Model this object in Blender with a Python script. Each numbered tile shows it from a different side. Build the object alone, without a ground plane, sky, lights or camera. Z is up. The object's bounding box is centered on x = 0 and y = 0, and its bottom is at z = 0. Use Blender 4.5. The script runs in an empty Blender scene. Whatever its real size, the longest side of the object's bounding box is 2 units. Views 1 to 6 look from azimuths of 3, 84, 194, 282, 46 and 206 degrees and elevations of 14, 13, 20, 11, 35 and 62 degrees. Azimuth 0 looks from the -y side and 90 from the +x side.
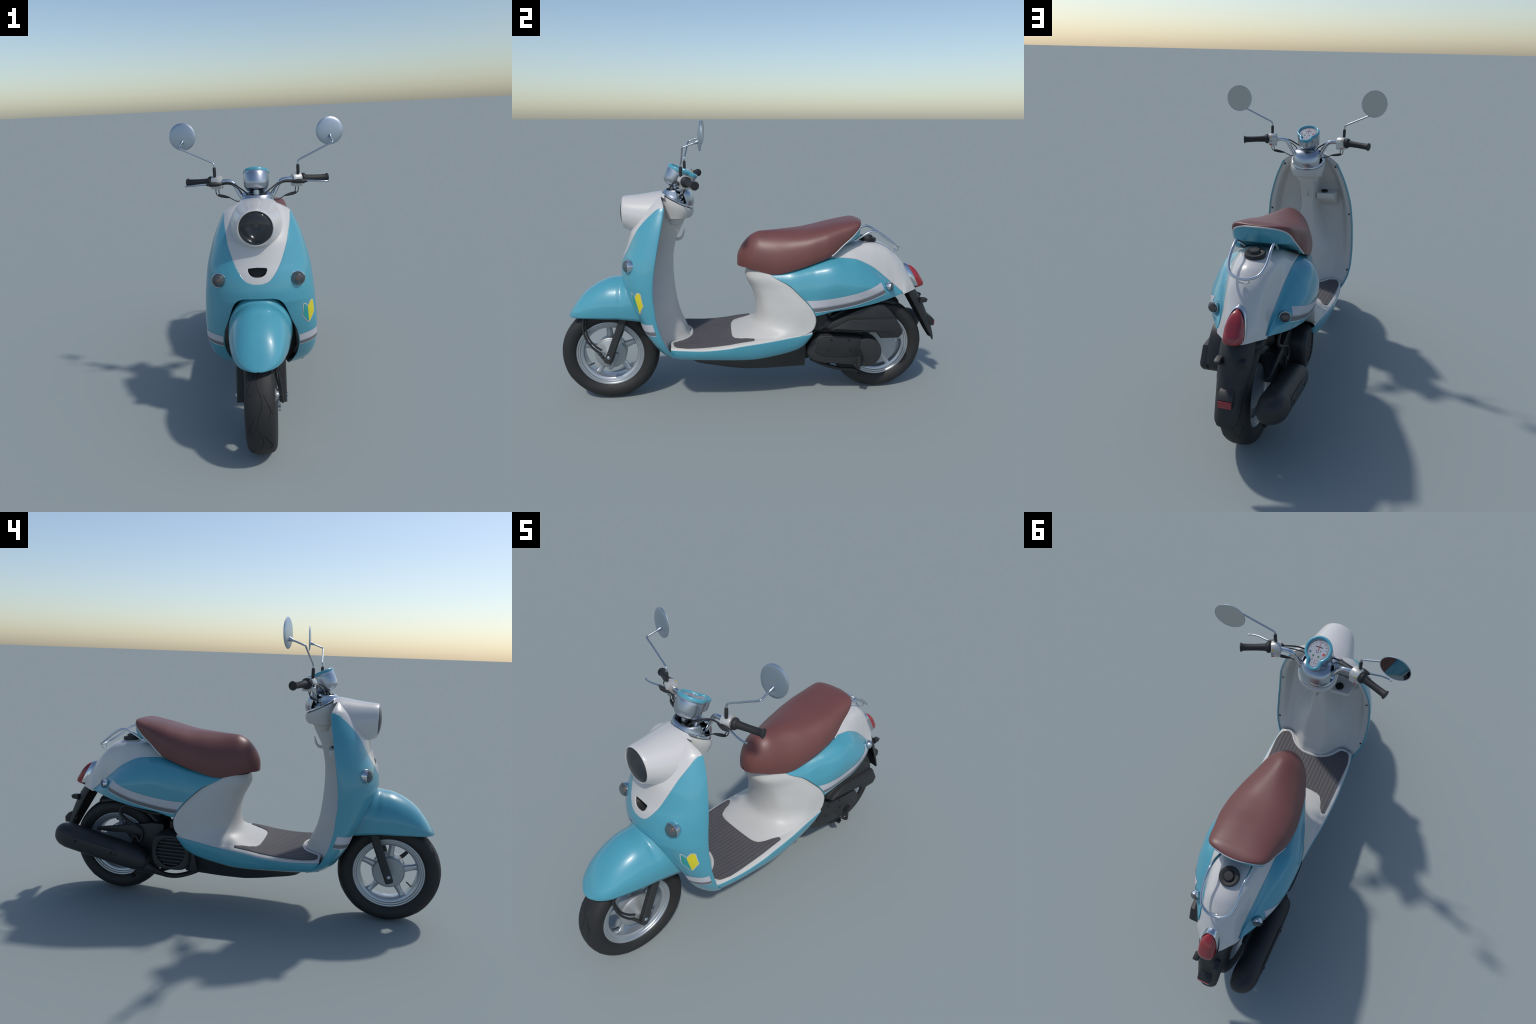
import bpy, bmesh, math, random
import numpy as np
from mathutils import Vector, Matrix

random.seed(7)
SC = bpy.context.scene
PI = math.pi

# ------------------------------------------------------------------ helpers
def pchip(xs, ys, x):
    """monotone cubic interpolation through key points"""
    xs = np.asarray(xs, float); ys = np.asarray(ys, float)
    o = np.argsort(xs); xs = xs[o]; ys = ys[o]
    h = np.diff(xs); d = np.diff(ys) / h
    m = np.zeros(len(xs))
    m[0], m[-1] = d[0], d[-1]
    for i in range(1, len(xs) - 1):
        if d[i-1] * d[i] > 0:
            w1 = 2*h[i] + h[i-1]; w2 = h[i] + 2*h[i-1]
            m[i] = (w1 + w2) / (w1/d[i-1] + w2/d[i])
    x = np.clip(np.asarray(x, float), xs[0], xs[-1])
    i = np.clip(np.searchsorted(xs, x) - 1, 0, len(xs) - 2)
    t = (x - xs[i]) / h[i]
    return ((2*t**3 - 3*t**2 + 1)*ys[i] + (t**3 - 2*t**2 + t)*h[i]*m[i]
            + (-2*t**3 + 3*t**2)*ys[i+1] + (t**3 - t**2)*h[i]*m[i+1])

class Curve:
    """keyed profile: Curve((x, y), (x, y), ...)"""
    def __init__(self, *keys):
        self.x = [k[0] for k in keys]; self.y = [k[1] for k in keys]
    def __call__(self, x): return pchip(self.x, self.y, x)

def sstep(a, b, x):
    t = np.clip((np.asarray(x, float) - a) / (b - a), 0, 1)
    return t*t*(3 - 2*t)

def spline(pts, n, closed=False):
    """centripetal-ish Catmull-Rom through points, n samples in all"""
    P = np.asarray(pts, float)
    d = np.linalg.norm(np.diff(P, axis=0), axis=1)
    s = np.concatenate([[0], np.cumsum(np.maximum(d, 1e-6)**.7)])
    m = np.zeros_like(P)
    for i in range(len(P)):
        a = max(i-1, 0); b = min(i+1, len(P)-1)
        m[i] = (P[b] - P[a]) / (s[b] - s[a])
    q = np.linspace(0, s[-1], n)
    i = np.clip(np.searchsorted(s, q) - 1, 0, len(P)-2)
    h = (s[i+1] - s[i])[:, None]; t = ((q - s[i]) / (s[i+1]-s[i]))[:, None]
    return ((2*t**3-3*t**2+1)*P[i] + (t**3-2*t**2+t)*h*m[i]
            + (-2*t**3+3*t**2)*P[i+1] + (t**3-t**2)*h*m[i+1])

ROOT = bpy.data.objects.new("motor_scooter", None)
SC.collection.objects.link(ROOT)
ROOT["label"] = "retro turquoise and white motor scooter with brown seat"
ROOT["category"] = "motor scooter"

class M:
    """mesh builder"""
    def __init__(self): self.v = []; self.f = []
    def add(self, V, F):
        o = len(self.v)
        self.v += [tuple(map(float, p)) for p in V]
        self.f += [tuple(i + o for i in f) for f in F]
        return self
    def grid(self, P, cu=False, cv=False):
        P = np.asarray(P, float); nu, nv = P.shape[:2]
        F = []
        for i in range(nu if cu else nu-1):
            for j in range(nv if cv else nv-1):
                a = i*nv + j; b = i*nv + (j+1) % nv
                c = ((i+1) % nu)*nv + (j+1) % nv; d = ((i+1) % nu)*nv + j
                F.append((a, b, c, d))
        return self.add(P.reshape(-1, 3), F)
    def cap(self, ring, flip=False):
        n = len(ring); f = tuple(range(n))
        return self.add(ring, [f[::-1] if flip else f])
    def loft(self, rings, caps=(True, True)):
        self.grid(rings, cv=True)
        if caps[0]: self.cap(rings[0], True)
        if caps[1]: self.cap(rings[-1])
        return self
    def tube(self, pts, r, n=14, seg=None, caps=True, raw=False):
        """tube along a smooth path; r number or list of radii along it"""
        P = np.asarray(pts, float) if raw else spline(pts, seg or max(12, 10*len(pts)))
        k = len(P)
        if np.ndim(r):
            R = np.interp(np.linspace(0, 1, k), np.linspace(0, 1, len(r)), r)
        else: R = np.full(k, r)
        T = np.gradient(P, axis=0); T /= np.linalg.norm(T, axis=1)[:, None] + 1e-12
        a = np.array([0, 0, 1.]) if abs(T[0][2]) < .9 else np.array([1., 0, 0])
        N = np.cross(T[0], a); N /= np.linalg.norm(N)
        rings = []
        th = np.linspace(0, 2*PI, n, endpoint=False)
        for i in range(k):
            N = N - T[i]*N.dot(T[i]); N /= np.linalg.norm(N)
            Bn = np.cross(T[i], N)
            rings.append(P[i] + R[i]*(np.cos(th)[:, None]*N + np.sin(th)[:, None]*Bn))
        return self.loft(np.array(rings), (caps, caps))
    def lathe(self, prof, origin=(0, 0, 0), axis=(0, 0, 1), n=48, caps=(True, True), up=None):
        """revolve profile [(radius, height)] round an axis"""
        A = Vector(axis).normalized()
        X = Vector(up).normalized() if up else A.orthogonal().normalized()
        Y = A.cross(X)
        A, X, Y = np.array(A), np.array(X), np.array(Y); O = np.array(origin, float)
        th = np.linspace(0, 2*PI, n, endpoint=False)
        rings = [O + h*A + r*(np.cos(th)[:, None]*X + np.sin(th)[:, None]*Y) for r, h in prof]
        return self.loft(np.array(rings), caps)
    def prism(self, poly, x0, x1, bev=.006, inset=None):
        """(y,z) outline extruded along x with chamfered rims"""
        P = np.asarray(poly, float)
        def off(d):
            n = len(P); out = []
            area = sum(P[i][0]*P[(i+1) % n][1] - P[(i+1) % n][0]*P[i][1] for i in range(n))
            sg = 1 if area > 0 else -1
            for i in range(n):
                e1 = P[i]-P[i-1]; e2 = P[(i+1) % n]-P[i]
                n1 = sg*np.array([-e1[1], e1[0]])/np.linalg.norm(e1)
                n2 = sg*np.array([-e2[1], e2[0]])/np.linalg.norm(e2)
                b = n1 + n2; b /= max(np.dot(b, b)/2, .4)
                out.append(P[i] + d*b)
            return np.array(out)
        R = lambda d, x: np.column_stack([np.full(len(P), x), off(d)])
        s = 1 if x1 > x0 else -1
        return self.loft(np.array([R(bev, x0), R(bev*.3, x0+s*bev*.3), R(0, x0+s*bev),
                                   R(0, x1-s*bev), R(bev*.3, x1-s*bev*.3), R(bev, x1)]))
    def box(self, c, size, rot=None, bev=.003):
        bm = bmesh.new()
        bmesh.ops.create_cube(bm, size=1)
        bmesh.ops.scale(bm, vec=size, verts=bm.verts)
        if bev: bmesh.ops.bevel(bm, geom=bm.edges[:], offset=bev, segments=2, profile=.6, affect='EDGES')
        mt = Matrix.Translation(c) @ (rot.to_4x4() if rot else Matrix())
        bmesh.ops.transform(bm, matrix=mt, verts=bm.verts)
        bm.verts.index_update()
        self.add([v.co for v in bm.verts], [[v.index for v in f.verts] for f in bm.faces])
        bm.free(); return self
    def mirror(self):
        V = [(-x, y, z) for x, y, z in self.v]
        return self.add(V, [f[::-1] for f in list(self.f)]) if False else self._mir(V)
    def _mir(self, V):
        F = [tuple(f[::-1]) for f in self.f]
        return self.add(V, F)
    def flipx(self):
        self.v = [(-x, y, z) for x, y, z in self.v]; self.f = [tuple(f[::-1]) for f in self.f]
        return self
    def clip(self, fn, keep=-1):
        """keep the side where fn(V) has the sign `keep`, cutting faces along fn = 0"""
        V = np.array(self.v); val = np.asarray(fn(V), float)*(-keep)
        val = np.where(np.abs(val) < 1e-9, 1e-9, val)
        nv = list(self.v); cache = {}; F = []
        for f in self.f:
            s = [val[i] <= 0 for i in f]
            if all(s): F.append(f); continue
            if not any(s): continue
            out = []
            for k, i in enumerate(f):
                j = f[(k+1) % len(f)]
                if val[i] <= 0: out.append(i)
                if (val[i] <= 0) != (val[j] <= 0):
                    key = (min(i, j), max(i, j))
                    if key not in cache:
                        t = val[i]/(val[i]-val[j])
                        cache[key] = len(nv); nv.append(tuple(V[i]*(1-t)+V[j]*t))
                    out.append(cache[key])
            if len(out) >= 3: F.append(tuple(out))
        self.v = nv; self.f = F
        return self
    def make(self, name, mat, parent=None, smooth=40, out=None, thick=0, closed=False,
             offset=0, stuff=False, merge=1e-5):
        me = bpy.data.meshes.new(name)
        bm = bmesh.new()
        bv = [bm.verts.new(p) for p in self.v]
        for f in self.f:
            g = []
            for i in f:
                if bv[i] not in g: g.append(bv[i])
            if len(g) < 3: continue
            try: bm.faces.new(g)
            except ValueError: pass
        if merge: bmesh.ops.remove_doubles(bm, verts=bm.verts[:], dist=merge)
        loose = [v for v in bm.verts if not v.link_faces]
        if loose: bmesh.ops.delete(bm, geom=loose, context='VERTS')
        bmesh.ops.dissolve_degenerate(bm, dist=1e-6, edges=bm.edges[:])
        bmesh.ops.recalc_face_normals(bm, faces=bm.faces[:])
        if out is not None:
            o = Vector(out); bm.normal_update()
            s = sum(f.normal.dot(f.calc_center_median()-o)*f.calc_area() for f in bm.faces)
            if s < 0: bmesh.ops.reverse_faces(bm, faces=bm.faces[:])
        if offset:
            bm.normal_update()
            for v, n in [(v, v.normal.copy()) for v in bm.verts]: v.co += n*offset
        bm.to_mesh(me); bm.free()
        me.shade_smooth()
        if smooth: me.set_sharp_from_angle(angle=math.radians(smooth))
        me.materials.append(mat)
        ob = bpy.data.objects.new(name, me); SC.collection.objects.link(ob)
        ob.parent = parent or ROOT
        if thick:
            md = ob.modifiers.new("shell", 'SOLIDIFY'); md.thickness = thick; md.offset = -1
            md.use_quality_normals = True
        if stuff: ob["kind"] = "stuff"
        return ob

def group(name, parent=None):
    e = bpy.data.objects.new(name, None); e.empty_display_size = .05
    SC.collection.objects.link(e); e.parent = parent or ROOT
    return e

# ---------------------------------------------------------------- materials
def mat(name, col, rough=.5, metal=0, coat=0, coat_r=.05, spec=.5, var=.05, vscale=9, bump=0, bscale=300,
        trans=0, ior=1.45, rvar=0, alpha=None, bdist=.001):
    m = bpy.data.materials.new(name); m.use_nodes = True
    nt = m.node_tree; N = nt.nodes; L = nt.links
    b = N["Principled BSDF"]
    b.inputs["Roughness"].default_value = rough; b.inputs["Metallic"].default_value = metal
    b.inputs["Coat Weight"].default_value = coat; b.inputs["Coat Roughness"].default_value = coat_r
    b.inputs["Specular IOR Level"].default_value = spec; b.inputs["IOR"].default_value = ior
    b.inputs["Transmission Weight"].default_value = trans
    if alpha is not None: b.inputs["Alpha"].default_value = alpha
    tc = N.new("ShaderNodeTexCoord")
    nz = N.new("ShaderNodeTexNoise"); nz.inputs["Scale"].default_value = vscale
    nz.inputs["Detail"].default_value = 5
    L.new(tc.outputs["Object"], nz.inputs["Vector"])
    cr = N.new("ShaderNodeValToRGB")
    cr.color_ramp.elements[0].position = .3; cr.color_ramp.elements[1].position = .7
    cr.color_ramp.elements[0].color = (*[c*(1-var) for c in col], 1)
    cr.color_ramp.elements[1].color = (*[min(1, c*(1+var)) for c in col], 1)
    L.new(nz.outputs["Fac"], cr.inputs["Fac"]); L.new(cr.outputs["Color"], b.inputs["Base Color"])
    if rvar:
        mr = N.new("ShaderNodeMapRange")
        mr.inputs["To Min"].default_value = rough-rvar; mr.inputs["To Max"].default_value = rough+rvar
        L.new(nz.outputs["Fac"], mr.inputs["Value"]); L.new(mr.outputs["Result"], b.inputs["Roughness"])
    if bump:
        n2 = N.new("ShaderNodeTexNoise"); n2.inputs["Scale"].default_value = bscale
        n2.inputs["Detail"].default_value = 3
        L.new(tc.outputs["Object"], n2.inputs["Vector"])
        bp = N.new("ShaderNodeBump"); bp.inputs["Strength"].default_value = bump
        bp.inputs["Distance"].default_value = bdist
        L.new(n2.outputs["Fac"], bp.inputs["Height"]); L.new(bp.outputs["Normal"], b.inputs["Normal"])
    return m

TEAL = mat("turquoise_paint", (.075, .33, .425), .32, coat=.7, coat_r=.06, var=.02)
WHITE = mat("white_paint", (.59, .575, .56), .32, coat=.6, coat_r=.07, var=.015)
PLAST = mat("white_plastic", (.55, .54, .515), .42, var=.02, bump=.03, bscale=500)
SEATM = mat("brown_leather", (.165, .062, .056), .42, var=.06, vscale=6, bump=.12, bscale=420, rvar=.05)
PIPE = mat("white_piping", (.6, .6, .6), .4)
BLACK = mat("black_plastic", (.022, .023, .024), .5, var=.12, bump=.05, bscale=500)
DARK = mat("dark_interior", (.008, .008, .009), .8)
GRAIN = mat("cast_black_metal", (.03, .031, .032), .6, var=.35, vscale=260, bump=.35, bscale=420)
RUBBER = mat("tyre_rubber", (.02, .02, .02), .62, var=.1, vscale=30, bump=.04, bscale=400)
GRIPM = mat("grip_rubber", (.02, .02, .021), .6, var=.2, vscale=150, bump=.3, bscale=350)
CHROME = mat("chrome", (.62, .66, .70), .13, metal=1, var=.02)
SATIN = mat("satin_chrome", (.46, .50, .55), .3, metal=1, var=.03)
BACKM = mat("mirror_back_metal", (.46, .52, .58), .42, metal=1, var=.03)
MIRROR = mat("mirror_glass", (.50, .52, .52), .02, metal=1, var=0)
ALU = mat("painted_alloy", (.50, .53, .56), .34, metal=.75, var=.03)
DRUM = mat("grey_drum_alloy", (.40, .425, .44), .42, metal=.5, var=.03)
SWITCH = mat("silver_switch_plastic", (.55, .55, .53), .35, metal=.35, var=.03)
MAT = mat("grey_rubber_mat", (.085, .08, .085), .7, var=.06, bump=.1, bscale=300)
RED = mat("red_lens", (.30, .018, .024), .22, coat=.6, var=.05, spec=.6)
SMOKE = mat("smoked_lens", (.10, .11, .115), .05, coat=.6, spec=.6, alpha=.42, var=0)
GLASS = mat("headlamp_glass", (.04, .045, .05), .03, spec=.6, alpha=.5, var=0)
REFL = mat("reflector_metal", (.30, .32, .34), .2, metal=1, var=.05)
AMBER = mat("amber_bulb", (.55, .16, .04), .3)
STRW = mat("white_sticker", (.52, .525, .56), .4)
STRG = mat("grey_sticker", (.16, .16, .175), .4)
STRM = mat("mid_grey_sticker", (.34, .34, .36), .4)
STRL = mat("pale_blue_line", (.42, .58, .64), .4)
GREEN = mat("green_sticker", (.035, .32, .30), .4)
YELLOW = mat("yellow_sticker", (.70, .62, .03), .4)
DIAL = mat("dial_face", (.40, .41, .44), .5, var=.02)
INK = mat("dark_ink", (.04, .04, .05), .5)
INKR = mat("red_ink", (.55, .05, .06), .5)
INKG = mat("green_ink", (.06, .2, .09), .5)
INKB = mat("blue_ink", (.05, .16, .24), .5)
YELP = mat("yellow_button", (.65, .45, .04), .4)

# ------------------------------------------------------- front leg shield
xr = Curve((.235, .115), (.245, .14), (.261, .185), (.279, .207), (.318, .235), (.379, .257), (.438, .264), (.511, .2645),
           (.568, .262), (.597, .26), (.659, .256), (.69, .253), (.781, .242), (.863, .222), (.931, .20),
           (.994, .172), (1.028, .154), (1.047, .13), (1.063, .10), (1.077, .065), (1.087, .032), (1.092, .002))
yr = Curve((.235, -.345), (.261, -.363), (.279, -.394), (.318, -.429), (.379, -.458), (.438, -.477), (.511, -.492), (.568, -.496),
           (.597, -.5), (.659, -.499), (.69, -.4965), (.781, -.483), (.863, -.468), (.931, -.454), (.994, -.442), (1.028, -.438),
           (1.06, -.449), (1.092, -.465))
yc = Curve((.235, -.43), (.26, -.462), (.299, -.507), (.356, -.545), (.418, -.583), (.465, -.60), (.552, -.637), (.631, -.664),
           (.655, -.672), (.69, -.673), (.73, -.668), (.778, -.656), (.824, -.637), (.868, -.623), (.908, -.611), (.947, -.59),
           (.978, -.572), (1.002, -.556), (1.03, -.53), (1.06, -.495), (1.08, -.475), (1.092, -.466))
def shield(ph, z):
    z = np.asarray(z, float)
    a, b, c = xr(z), yr(z), yc(z)
    return np.stack([a*np.sin(ph), b + (c-b)*np.cos(ph), z + 0*ph], -1)
def shield_xz(x, z):
    s = np.clip(x/xr(z), -1, 1)
    return shield(np.arcsin(s), z)
# turquoise / white border (half-width of the white apron at height z)
apron = Curve((.7375, 0), (.740, .02), (.748, .046), (.762, .062), (.79, .083), (.826, .103), (.868, .119), (.908, .132), (.947, .14), (.978, .147),
              (1.002, .151), (1.026, .1525), (1.0285, .30), (1.1, .4))
# wheel-arch opening half-width at height z
arch = Curve((.20, .105), (.25, .12), (.299, .144), (.356, .168), (.418, .176), (.48, .170), (.552, .146), (.60, .13), (.631, .118),
             (.655, .103), (.668, .084), (.6735, .06), (.6755, 0))
f_apron = lambda V: np.where(V[:, 2] < .7375, .02 + (.7375-V[:, 2]), np.abs(V[:, 0]) - apron(V[:, 2]))
f_arch = lambda V: np.where(V[:, 2] > .6755, -.02, arch(V[:, 2]) - np.abs(V[:, 0]))
zz = np.unique(np.concatenate([np.linspace(.235, 1.02, 170), np.linspace(1.02, 1.092, 40)]))
ph = np.linspace(-PI/2, PI/2, 161)
SG = np.array([shield(ph, np.full(len(ph), z)) for z in zz])

def f_vent(V):   # mouth-shaped vent in the apron: keep outside
    x, z = V[:, 0], V[:, 2]
    top = .807 + .004*(1-(x/.042)**2)
    bot = .807 - .037*np.sqrt(np.clip(1-(np.abs(x)/.044)**2.6, 0, 1))
    d = np.minimum(np.minimum(top - z, z - bot), .0425-np.abs(x))
    return np.where(V[:, 1] > -.6, -.02, d)
shell_t = M().grid(SG).clip(f_apron, 1).clip(f_arch, -1)
front_panel = shell_t.make("front_panel", TEAL, out=(0, -.4, .7), thick=.006)
apron_m = M().grid(SG).clip(f_apron, -1).clip(f_vent, -1)
front_cover = apron_m.make("front_cover", WHITE, out=(0, -.4, .8), thick=.006)
# vent tray behind the mouth
rows = []
for k, (dy, sc) in enumerate([(0, 1.1), (.012, 1.0), (.03, .9)]):
    th = np.linspace(0, 2*PI, 40, endpoint=False)
    row = []
    for t in th:
        vx, vz = sc*.046*math.cos(t), .7905 + sc*.0235*math.sin(t)
        row.append((vx, float(shield_xz(np.array([vx]), np.array([vz]))[0][1]) + .0065 + dy, vz))
    rows.append(row)
vb = M().grid(np.array(rows), cv=True); vb.cap(rows[-1])
vb.make("air_vent", BLACK, front_cover)

# headlamp nacelle, growing out of the cover
rings = []
th = np.linspace(0, 2*PI, 96, endpoint=False)
for y, cz, rx, rz in [(-.436, .950, .160, .142), (-.45, .956, .150, .1355), (-.465, .961, .142, .131), (-.48, .963, .136, .1265), (-.50, .966, .129, .121), (-.535, .969, .120, .112), (-.57, .973, .109, .1035),
                      (-.60, .979, .0995, .0945), (-.625, .9845, .0905, .087), (-.638, .987, .0855, .083), (-.644, .9877, .083, .081),
                      (-.6475, .988, .0795, .0785), (-.6475, .988, .077, .0765), (-.645, .988, .0745, .0745), (-.635, .988, .0735, .0735),
                      (-.60, .988, .072, .072)]:
    rings.append(np.stack([rx*np.cos(th), np.full(96, y), cz + rz*np.sin(th)], -1))
nac = M().grid(np.array(rings), cv=True)
nac.clip(lambda V: np.where((np.abs(V[:, 0]) < xr(V[:, 2])) & (V[:, 1] > -.632), V[:, 1] - shield_xz(V[:, 0], V[:, 2])[:, 1] - .008, -.01), -1)
nac.make("headlamp_nacelle", WHITE, out=(0, -.55, .975))
lamp = group("headlamp")
M().lathe([(.0735, 0), (.0725, .004), (.066, .0115), (.054, .0165), (.038, .0205), (.02, .023), (.0005, .024)],
          (0, -.6395, .988), (0, -1, 0), 72, (False, True)).make("headlamp_lens", GLASS, lamp, out=(0, -.6, .988), thick=.002)
# faceted reflector bowl and bulb shield
rb = []
for r, h in [(.0725, -.003), (.069, -.002), (.066, .004), (.058, .016), (.042, .03), (.022, .038), (.012, .04)]:
    n = 72; tt = np.linspace(0, 2*PI, n, endpoint=False)
    k = 1 - .10*np.abs(np.sin(2*tt))*(1 if r < .067 else 0)
    rb.append(np.stack([r*k*np.cos(tt), np.full(n, -.634+h), .988+r*k*np.sin(tt)], -1))
M().grid(np.array(rb), cv=True).cap(rb[-1]).make("headlamp_reflector", REFL, lamp)
M().lathe([(.016, 0), (.015, .012), (.008, .018), (.0005, .02)], (0, -.597, .988), (0, -1, 0), 24).make("headlamp_bulb", SATIN, lamp)

# front turn signals
def signal(c, ax, r, dep, name="turn_signal"):
    g = group(name); A = Vector(ax).normalized(); o = Vector(c)
    M().lathe([(.35*r, -dep), (.62*r, -.86*dep), (.84*r, -.58*dep), (.96*r, -.25*dep), (r, -.03*dep), (1.0*r, .04*dep), (.93*r, .06*dep), (.90*r, 0), (.86*r, -.15*dep)], o, A, 40,
              (True, False)).make("signal_housing", CHROME, g)
    M().lathe([(.91*r, 0), (.88*r, .22*r), (.72*r, .48*r), (.45*r, .66*r), (.01*r, .72*r)], o, A, 40, (False, True)
              ).make("signal_lens", SMOKE, g, out=tuple(o-A*r), thick=.0015)
    M().lathe([(.86*r, -.12*dep), (.7*r, -.35*dep), (.35*r, -.55*dep)], o, A, 32, (False, True)).make("signal_reflector", REFL, g)
    M().lathe([(.26*r, -.5*dep), (.3*r, -.1*dep), (.2*r, .12*r), (.01, .2*r)], o, A, 20).make("signal_bulb", AMBER, g)
for s in (1, -1):
    signal((s*.1765, -.618, .7505), (s*.12, -1, 0), .0345, .045)

# stickers wrapped on the shield
def wrap(name, m, fields, x0, x1, z0, z1, off, nx=60, nz=60, parent=None):
    X, Z = np.meshgrid(np.linspace(x0, x1, nx), np.linspace(z0, z1, nz), indexing='ij')
    P = shield_xz(X.ravel(), Z.ravel()).reshape(nx, nz, 3)
    b = M().grid(P)
    for f in fields: b.clip(f, -1)
    if not b.f: return
    return b.make(name, m, parent or front_panel, out=(0, -.4, .6), offset=off)
def half(p, q):   # inside is to the right of p->q in (x, z)
    (x0, z0), (x1, z1) = p, q
    return lambda V: -((x1-x0)*(V[:, 2]-z0) - (z1-z0)*(V[:, 0]-x0))*-1
def poly_fields(pts):
    return [half(pts[i], pts[(i+1) % len(pts)]) for i in range(len(pts))]
# leaf-shaped two-colour badge (left leaf, right leaf), clockwise corners
def badge(grow, name, m, off, leaf):
    g = grow
    if leaf == 0:
        pts = [(.2015-g, .622+g*1.2), (.2065+g*.5, .6225+g*1.4), (.2185, .604+g*1.6), (.2235, .527-g*1.6), (.218-g, .5305-g), (.1955-g, .566-g*.4)]
    else:
        pts = [(.2185, .604+g*1.6), (.2315-g*.3, .628+g*1.2), (.2385, .6305+g*1.2), (.2425+g*.4, .624+g), (.2475+g*.5, .569-g*.2), (.2275+g*.5, .5285-g), (.2235, .527-g*1.6)]
    wrap(name, m, poly_fields(pts), .18, .256, .515, .645, off)
badge(.0, "badge_leaf", GREEN, .0022, 0)
badge(.0, "badge_leaf", YELLOW, .0022, 1)
badge(.0036, "badge_border", STRW, .0012, 0)
badge(.0036, "badge_border", STRW, .0012, 1)
# apron stripes above the lower edge
def front_stripe(top, bot, name, m, off):
    for s in (1, -1):
        PH = np.linspace(.60, 1.44, 60); T = np.linspace(0, 1, 8)
        P = []
        for p in PH:
            base = .478 - .020*(1.44-p)/.8
            row = []
            for t in T:
                z = base + top + (bot-top)*t
                pe = .60 + (p-.60)*(1 + (-.002 + .10*(top+(bot-top)*t)*-1)*.6)
                q = shield(np.array([pe]), np.array([z]))[0]
                row.append((s*q[0], q[1], q[2]))
            P.append(row)
        b = M().grid(np.array(P)).clip(lambda V: arch(V[:, 2]) + .004 - np.abs(V[:, 0]), -1)
        b.make(name, m, front_panel, out=(0, -.4, .45), offset=off)
front_stripe(.002, -.034, "stripe", STRW, .0012)
front_stripe(-.034, -.0375, "stripe", STRM, .0012)
front_stripe(-.0375, -.055, "stripe", STRG, .0012)
front_stripe(-.055, -.0585, "stripe", STRW, .0012)

# ------------------------------------------------------- inner leg shield
yback = Curve((.30, -.325), (.335, -.337), (.355, -.347), (.39, -.361), (.434, -.38), (.484, -.394), (.526, -.402), (.61, -.41), (.682, -.413), (.747, -.411),
              (.81, -.401), (.865, -.386), (.915, -.362), (.945, -.348), (.97, -.345), (1.03, -.37), (1.09, -.43))
colw = Curve((.30, .05), (.345, .045), (.42, .050), (.5, .052), (.6, .040), (.7, .032), (.8, .028), (.93, .034), (1.03, .036), (1.09, .01))
colt = Curve((.30, .12), (.345, .12), (.42, .120), (.5, .120), (.6, .095), (.7, .052), (.8, .028), (.93, .028), (1.03, .04), (1.09, .02))
rec = Curve((.30, .0), (.36, .0), (.42, .006), (.50, .014), (.6, .026), (.7, .042), (.8, .054), (.9, .050), (.97, .034), (1.03, .012), (1.09, 0))
def liner_y(x, z):
    a = np.abs(x); R = xr(z)
    d = R - .004 - a
    base = yr(z) - .002 - rec(z)*sstep(.022, .062, d)
    k = 1 - sstep(colw(z), colw(z)+colt(z), a)
    y = base*(1-k) + yback(z)*k
    # storage pocket on one side
    pk = sstep(.034, .05, -x)*(1-sstep(.140, .165, -x))*sstep(.752, .835, z)*(1-sstep(.853, .866, z))
    y = np.maximum(y, y*(1-pk) + (-.425 - .25*(x+.04)*-1*.35)*pk)
    return y
zl = np.linspace(.30, 1.089, 205); G = []
for z in zl:
    R = xr(z) - .003
    x = np.linspace(-R, R, 181)
    G.append(np.stack([x, liner_y(x, np.full(181, z)), np.full(181, z)], -1))
inner = M().grid(np.array(G)).make("inner_leg_shield", PLAST, out=(0, -1.2, .65), smooth=60)
# rolled turquoise rim between the shield skins
for s in (1, -1):
    zz2 = np.linspace(.262, 1.026, 60)
    pts = np.stack([s*(xr(zz2)-.0035), yr(zz2)+.0005, zz2], -1)
    M().tube(pts, .0042, 8, raw=True).make("rim_trim", TEAL)
# screws round the rim, hook and pocket cap
for s in (1, -1):
    for z, inn in ((1.006, .021), (.726, .019), (.394, .016)):
        x = s*(float(xr(z))-inn); y = float(liner_y(np.array([x]), np.array([z]))[0])
        M().lathe([(.0055, -.002), (.0055, .002), (.004, .003), (.0005, .003)], (x, y, z), (0, 1, 0), 14).make("screw", BLACK)
M().tube([(0, -.40, .845), (0, -.375, .846), (0, -.362, .855), (0, -.355, .87), (0, -.348, .895)], [.008, .008, .006, .005, .002], 10).make("bag_hook", PLAST)
M().lathe([(.020, 0), (.019, .003), (.0005, .0035)], (-.088, -.455, .8625), (0, .15, 1), 28).make("pocket_lid", DARK)

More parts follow.
